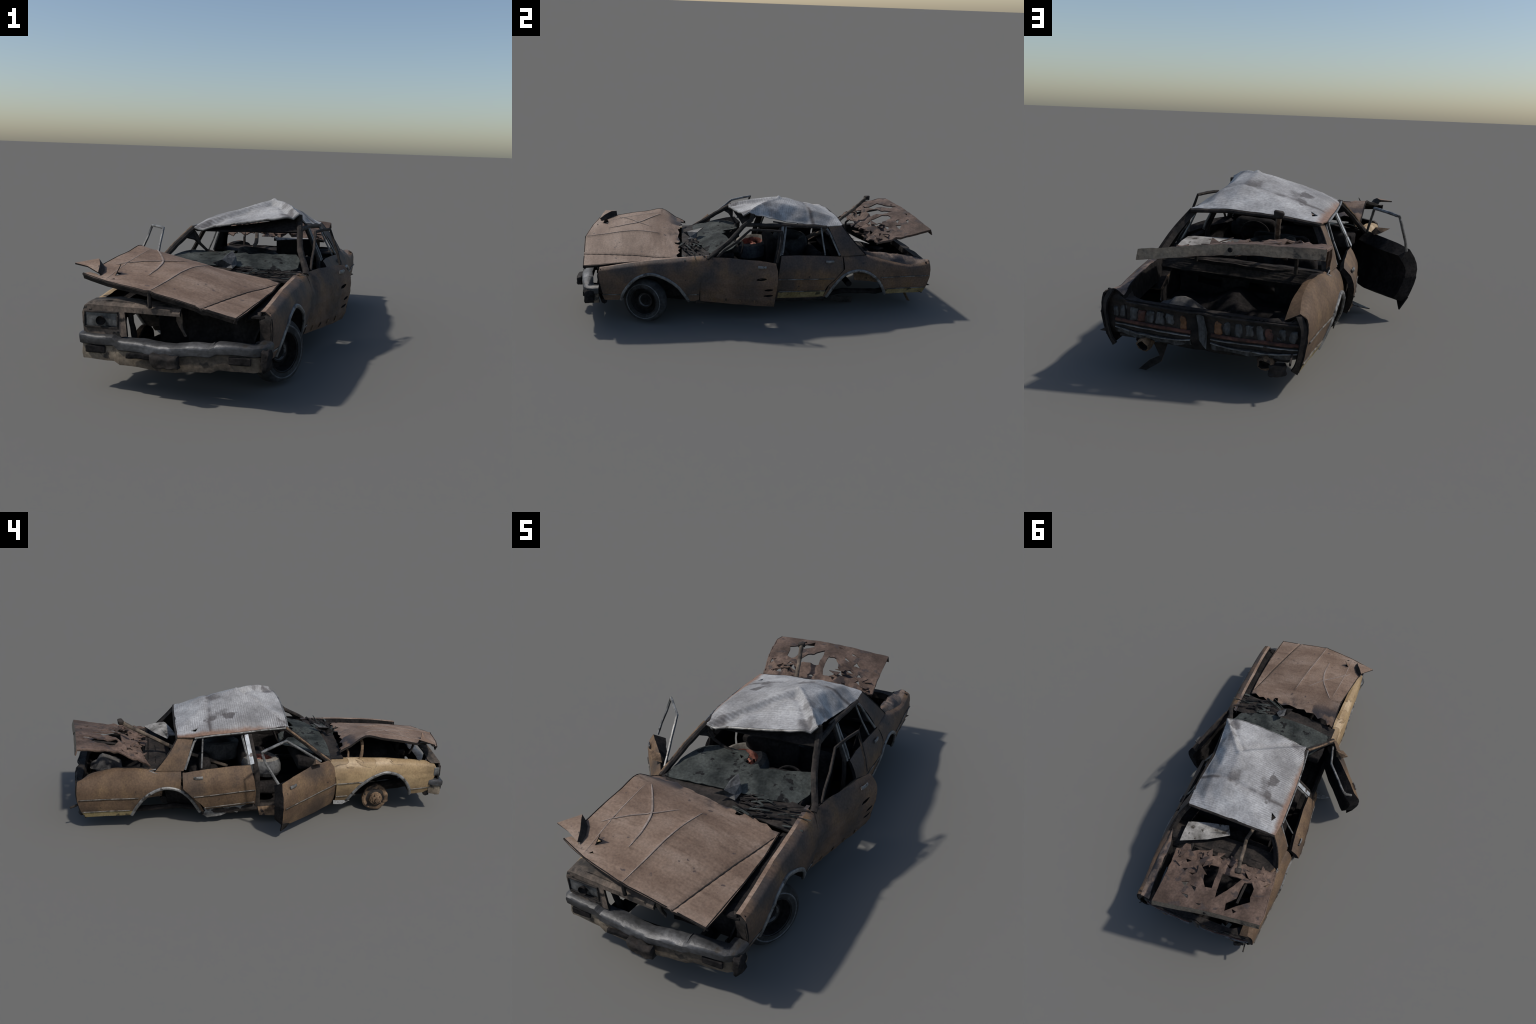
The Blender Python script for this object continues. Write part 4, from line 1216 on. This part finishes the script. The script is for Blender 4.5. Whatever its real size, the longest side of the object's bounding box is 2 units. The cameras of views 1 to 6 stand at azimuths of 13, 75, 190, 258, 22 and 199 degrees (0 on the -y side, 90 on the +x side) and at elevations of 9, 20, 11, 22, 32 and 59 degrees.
# ------------------------------------------------------------------ tail
def tail():
    def f3(x, z):
        y = .946 - .22 * (x - CX) ** 2 - .15 * max(0, abs(x - CX) - .28)
        y += .010 * math.exp(-((z - .262) / .010) ** 2) - .012 * math.exp(-((x - .005) / .03) ** 2)
        y += .006 * fbm((x, z, 0), 14)
        if z < .17:
            y -= (.17 - z) * .6
        return (x, y, z)
    low = lambda x: .120 + .016 * math.sin((x + .3) * 9) * .6
    ol = [(-.310, .150), (-.318, .20), (-.316, .25), (-.30, .278), (-.26, .270), (-.15, .268), (0, .264), (.15, .262), (.262, .266), (.30, .284), (.335, .288), (.344, .245), (.340, .18), (.325, .140), (.26, .152), (.17, .143), (.10, .136), (.03, .130), (-.08, .132), (-.164, .138), (-.24, .146)]
    ob = merge("tail_panel", [sheet(ol, f3, (0, 1, 0), step=.012, thick=.008, mo='soot', mi='char')])
    # inward lip of the trunk opening
    xs = np.linspace(-.30, .325, 40)
    a = [f3(x, .268 + (.02 if x > .28 or x < -.28 else 0)) for x in xs]
    b = [(CX + (x - CX) * .93, .918 - .045 * min(1, max(0, (abs(x - CX) - .20) / .08)) ** 2, .266 + (.016 if x > .28 or x < -.28 else 0)) for x in xs]
    c = [(p[0], p[1] - .006, .236) for p in b]
    merge("trunk_sill", [strip(a, b, (0, 0, 1), .005, 'soot', 'char', 3, .004), strip(b, c, (0, -1, 0), .005, 'soot', 'char', 2, .004)], ob)
    merge("tail_trim", [sweep([Vector(f3(x, .261)) + Vector((0, .004, 0)) for x in np.linspace(-.30, .255, 40)], .008, .007, 'soot', n=6, wob=.001)], ob)
    # lamp cells
    rnd = random.Random(4)
    left = [(.300, 'lamp_grey'), (.268, 'lamp_grey'), (.236, 'lamp_grey'), (.205, 'lamp_red'), (.174, 'lamp_grey'), (.143, 'lamp_grey'), (.108, 'lamp_grey'), (.066, 'lamp_amber')]
    right = [(-.044, 'lamp_amber'), (-.078, 'lamp_grey'), (-.110, 'lamp_grey'), (-.142, 'lamp_grey'), (-.174, 'lamp_grey'), (-.206, 'lamp_red'), (-.240, 'lamp_grey'), (-.276, 'lamp_grey')]
    for x, m in left + right:
        p = f3(x, .222)
        merge("tail_lamp_cell", [block(x + rnd.uniform(-.003, .003), p[1] - rnd.uniform(.0, .004), .224 + rnd.uniform(-.004, .003), rnd.uniform(.020, .028), .012, rnd.uniform(.032, .046), m, .006, .009, 45, rnd.uniform(-.15, .15), 6)], ob)
    for x0, x1 in ((.040, .298), (-.298, -.026)):
        V = [Vector(f3(x, .196)) + Vector((0, .004, 0)) for x in np.linspace(x0, x1, 20)]
        merge("lamp_strip", [sweep(V, .008, .012, 'lamp_red', n=6, up=(0, 0, 1), wob=.002)], ob)
        for k, z in enumerate((.183, .171)):
            V = [Vector(f3(x, z)) + Vector((0, .004, -.010 * math.sin(max(0, (x - x0) / (x1 - x0)) * math.pi) * k)) for x in np.linspace(x0, x1, 20)]
            merge("tail_trim", [sweep(V, .007, .005, 'trim', n=6, up=(0, 0, 1), wob=.003)], ob)
        # sagging valance
        a = [Vector(f3(x, .166)) + Vector((0, .003, 0)) for x in np.linspace(x0, x1, 24)]
        b = [Vector(f3(x, .150)) + Vector((0, .004, -.006 * math.sin(i / 23 * math.pi) + .010 * fbm((x, 0, 0), 18))) for i, x in enumerate(np.linspace(x0, x1, 24))]
        merge("tail_valance", [strip(a, b, (0, 1, 0), .004, 'lamp_grey', 'char', 3, .012, 26)], ob)
    # torn filler flap hanging in the middle
    v = [(.028, .942, .256), (.002, .945, .252), (.016, .950, .220), (-.014, .950, .205), (.012, .948, .175), (-.014, .952, .150), (-.004, .954, .160)]
    merge("torn_filler_flap", [thicken(v, [[0, 1, 2], [1, 3, 2], [2, 3, 4], [3, 6, 4], [3, 5, 6]], .004, (0, 1, 0), 'lamp_grey', 'soot')], ob, 20)
    # corner end caps of the quarter panels
    for s in (-1, 1):
        p = [(CX + s * .312, .930, .292), (CX + s * .331, .934, .25), (CX + s * .330, .932, .20), (CX + s * .320, .922, .14), (CX + s * .306, .912, .098)]
        q = [(v[0] - s * .018, v[1] + .012, v[2]) for v in p]
        q[-1] = (q[-1][0], q[-1][1], .112)
        merge("tail_corner", [strip(arc_smooth(p, 4), arc_smooth(q, 4), (0, 1, 0), .006, 'soot', 'char', 3, .004)], ob)
    # crushed bumper mounts
    def stump(c, n, k):
        return lathe([(.0, -.03), (.020, -.03), (.026, 0), (.024, .012), (.018, .014), (.016, -.012), (.0, -.014)], ['brown', 'brown', 'brown', 'brown', 'char', 'char'], c, (0, 1, -.15), 10,
                     lambda p: p + Vector((fbm(p, 34), fbm(p + Vector((3, 0, 0)), 34), fbm(p + Vector((0, 3, 0)), 34))) * .014)
    merge("bumper_mount", [stump((.200, .925, .126), 10, 0)])
    merge("bumper_mount", [stump((-.195, .925, .128), 10, 0), block(-.236, .93, .112, .05, .03, .035, 'soot', .006, .012, 40, .4)])
    # thin rod poking out behind, hanging exhaust strap
    bar("bent_rod", [(-.272, .90, .165), (-.279, .941, .168), (-.284, .982, .156)], .007, .012, 'soot', .01)
    merge("metal_splinter", [thicken([(.325, .925, .165), (.343, .945, .155), (.322, .92, .145)], [[0, 1, 2]], .005, (0, 1, 0), 'soot', 'soot')])
    v = [(.200, .86, .110), (.150, .86, .112), (.172, .868, .070), (.205, .872, .052), (.236, .884, .020), (.214, .878, .016), (.166, .868, .050)]
    merge("hanging_strap", [thicken(v, [[0, 1, 2], [1, 6, 2], [2, 6, 3], [3, 6, 5], [3, 5, 4]], .004, (0, 1, 0), 'soot', 'brown')], angle=20)


# ------------------------------------------------------------------ wheels and underside
def wheels():
    # front wheel steered out, tyre flat at the bottom
    a = math.radians(27)
    ax = Vector((math.cos(a), -math.sin(a), .02)).normalized()
    c = Vector((.306, -.640, .094))

    def sag(p):
        w = car_matrix() @ p
        if w.z < .018:
            d = w.z - .018
            out = (p - c)
            side = ax * (1 if out.dot(ax) > 0 else -1)
            q = p + side * (-d * .35)
            q.z = p.z - d * .95
            return q
        return p
    prof = [(.070, .026), (.078, .029), (.096, .030), (.108, .026), (.116, .016), (.118, 0), (.116, -.020), (.108, -.036), (.092, -.042), (.072, -.036)]
    hub = merge("front_wheel", [lathe([(.0, .004), (.010, .004), (.012, -.002), (.030, -.002), (.034, .006), (.040, .006), (.046, -.008), (.064, -.010), (.072, .024), (.075, .030), (.072, .032)], ['char', 'char', 'char', 'trim', 'soot', 'char', 'char', 'char', 'soot', 'soot'], c, ax, 40, sag)])
    hub.name = "front_wheel"
    merge("tyre", [lathe(prof, ['rubber'] * 9, c, ax, 64, sag)], hub)
    ring = lathe([(.091, .0295), (.094, .0325), (.097, .0295)], 'rubber_grey', c, ax, 64, sag)
    merge("tyre_whitewall", [ring], hub)
    merge("wheel_back", [lathe([(.0, -.02), (.072, -.03)], 'char', c, ax, 32)], hub)
    # bare brake disc and hub on the other side
    ax = Vector((-1, .05, .04)).normalized()
    c = Vector((-.246, -.597, .073))
    merge("brake_disc", [lathe([(.0, -.02), (.066, -.02), (.070, -.014), (.070, .006), (.062, .012), (.050, .010), (.046, .012), (.036, .020), (.034, .030), (.024, .032), (.020, .040), (.011, .044), (.010, .058), (.0, .060)],
                               ['char', 'soot', 'brown', 'brown', 'brown', 'soot', 'soot', 'brown', 'brown', 'brown', 'brown', 'brown', 'brown'], c, ax, 28,
                               lambda p: p + Vector((fbm(p, 30), fbm(p + Vector((3, 0, 0)), 30), fbm(p + Vector((0, 3, 0)), 30))) * .007)])
    merge("brake_caliper", [block(-.250, -.650, .070, .035, .030, .060, 'brown', .010, .010, 30)])
    merge("wheel_stud", [sweep([c + Vector((0, .026 * math.cos(k * 1.2566), .026 * math.sin(k * 1.2566))) + ax * .024, c + Vector((0, .026 * math.cos(k * 1.2566), .026 * math.sin(k * 1.2566))) + ax * .042], .007, .007, 'brown', n=6) for k in range(5)])
    for s in (-1, 1):
        arm = [(CX + s * .25, -.61, .075), (CX + s * .15, -.60, .085)]
        bar("suspension_arm", arm, .05, .025, 'char', .02, wob=.005)


def underside():
    bar("rear_axle", [(-.22, .52, .135), (0, .515, .125), (.24, .50, .135)], .035, .035, 'char', .03, wob=.005)
    merge("exhaust_scrap", [sweep(dense([(.255, .345, .072), (.235, .44, .044), (.20, .535, .024)], .02, False), .012, .034, 'soot', n=8, wob=.004, up=(0, 0, 1))])
    bar("frame_rail", [(.255, -.34, .075), (.265, .30, .075), (.252, .46, .100), (.250, .66, .092), (.225, .9, .128)], .03, .026, 'char', .03, wob=.006)
    bar("frame_rail", [(-.235, -.34, .075), (-.245, .30, .078), (-.232, .46, .102), (-.230, .66, .096), (-.205, .9, .128)], .03, .026, 'char', .03, wob=.006)
    inner = lambda y, z: (-.205 + .02 * fbm((y, z, 3), 10), y, z)
    merge("inner_wheel_panel", [sheet([(.33, .085), (.50, .100), (.51, .17), (.47, .255), (.33, .255)], inner, (-1, 0, 0), step=.03, thick=.006, mo='char', mi='char')])
    # torn rocker on the open side
    def f3(y, z):
        return (CX - .304 + .02 * fbm((y, z, 0), 18) - .012 * math.sin((.125 - z) * 30), y, z)
    ol = [(.315, .128), (.065, .128), (.075, .108), (.125, .105), (.15, .070), (.175, .082), (.22, .066), (.27, .058), (.305, .056), (.325, .075)]
    merge("torn_rocker", [sheet(ol, f3, (-1, 0, 0), step=.014, thick=.004, mo='trim', mi='soot')])
    # sill tread and blade of metal under the open door
    v = [(-.31, .045, .100), (-.30, -.11, .095), (-.325, -.085, .045), (-.325, .038, .058)]
    merge("sill_plate", [thicken(v, [[0, 1, 2], [0, 2, 3]], .006, (-1, 0, .2), 'brown', 'char')])
    v = [(-.30, -.060, .062), (-.30, -.115, .060), (-.395, -.112, .032), (-.355, -.085, .040)]
    merge("metal_blade", [thicken(v, [[0, 1, 2], [0, 2, 3]], .004, (0, 0, 1), 'trim', 'soot')])
    v = [(-.318, -.352, .108), (-.318, -.44, .102), (-.326, -.395, .086), (-.326, -.35, .090)]
    merge("rocker_end", [thicken(v, [[0, 1, 2], [0, 2, 3]], .005, (-1, 0, 0), 'trim', 'soot')])


def mirror():
    v = [(-.352, -.262, .345), (-.368, -.225, .338), (-.372, -.24, .372), (-.437, -.228, .375), (-.395, -.27, .352), (-.40, -.215, .352)]
    f = [[0, 4, 2], [4, 3, 2], [2, 3, 5], [2, 5, 1], [0, 1, 4], [4, 1, 5], [4, 5, 3], [0, 2, 1]]
    ob = make("door_mirror", v, f, ['brown'], angle=20)


for side in (-1, 1):
    front_fender(side)
    quarter_panel(side)
    c_pillar(side)
    rear_door(side)
front_door(1, math.radians(14.4), (.333, -.345))
front_door(-1, math.radians(37.4), (-.315, -.340))
roof()
hood()
trunk_lid()
pillars()
nose()
engine_bay()
cabin()
tail()
wheels()
underside()
mirror()
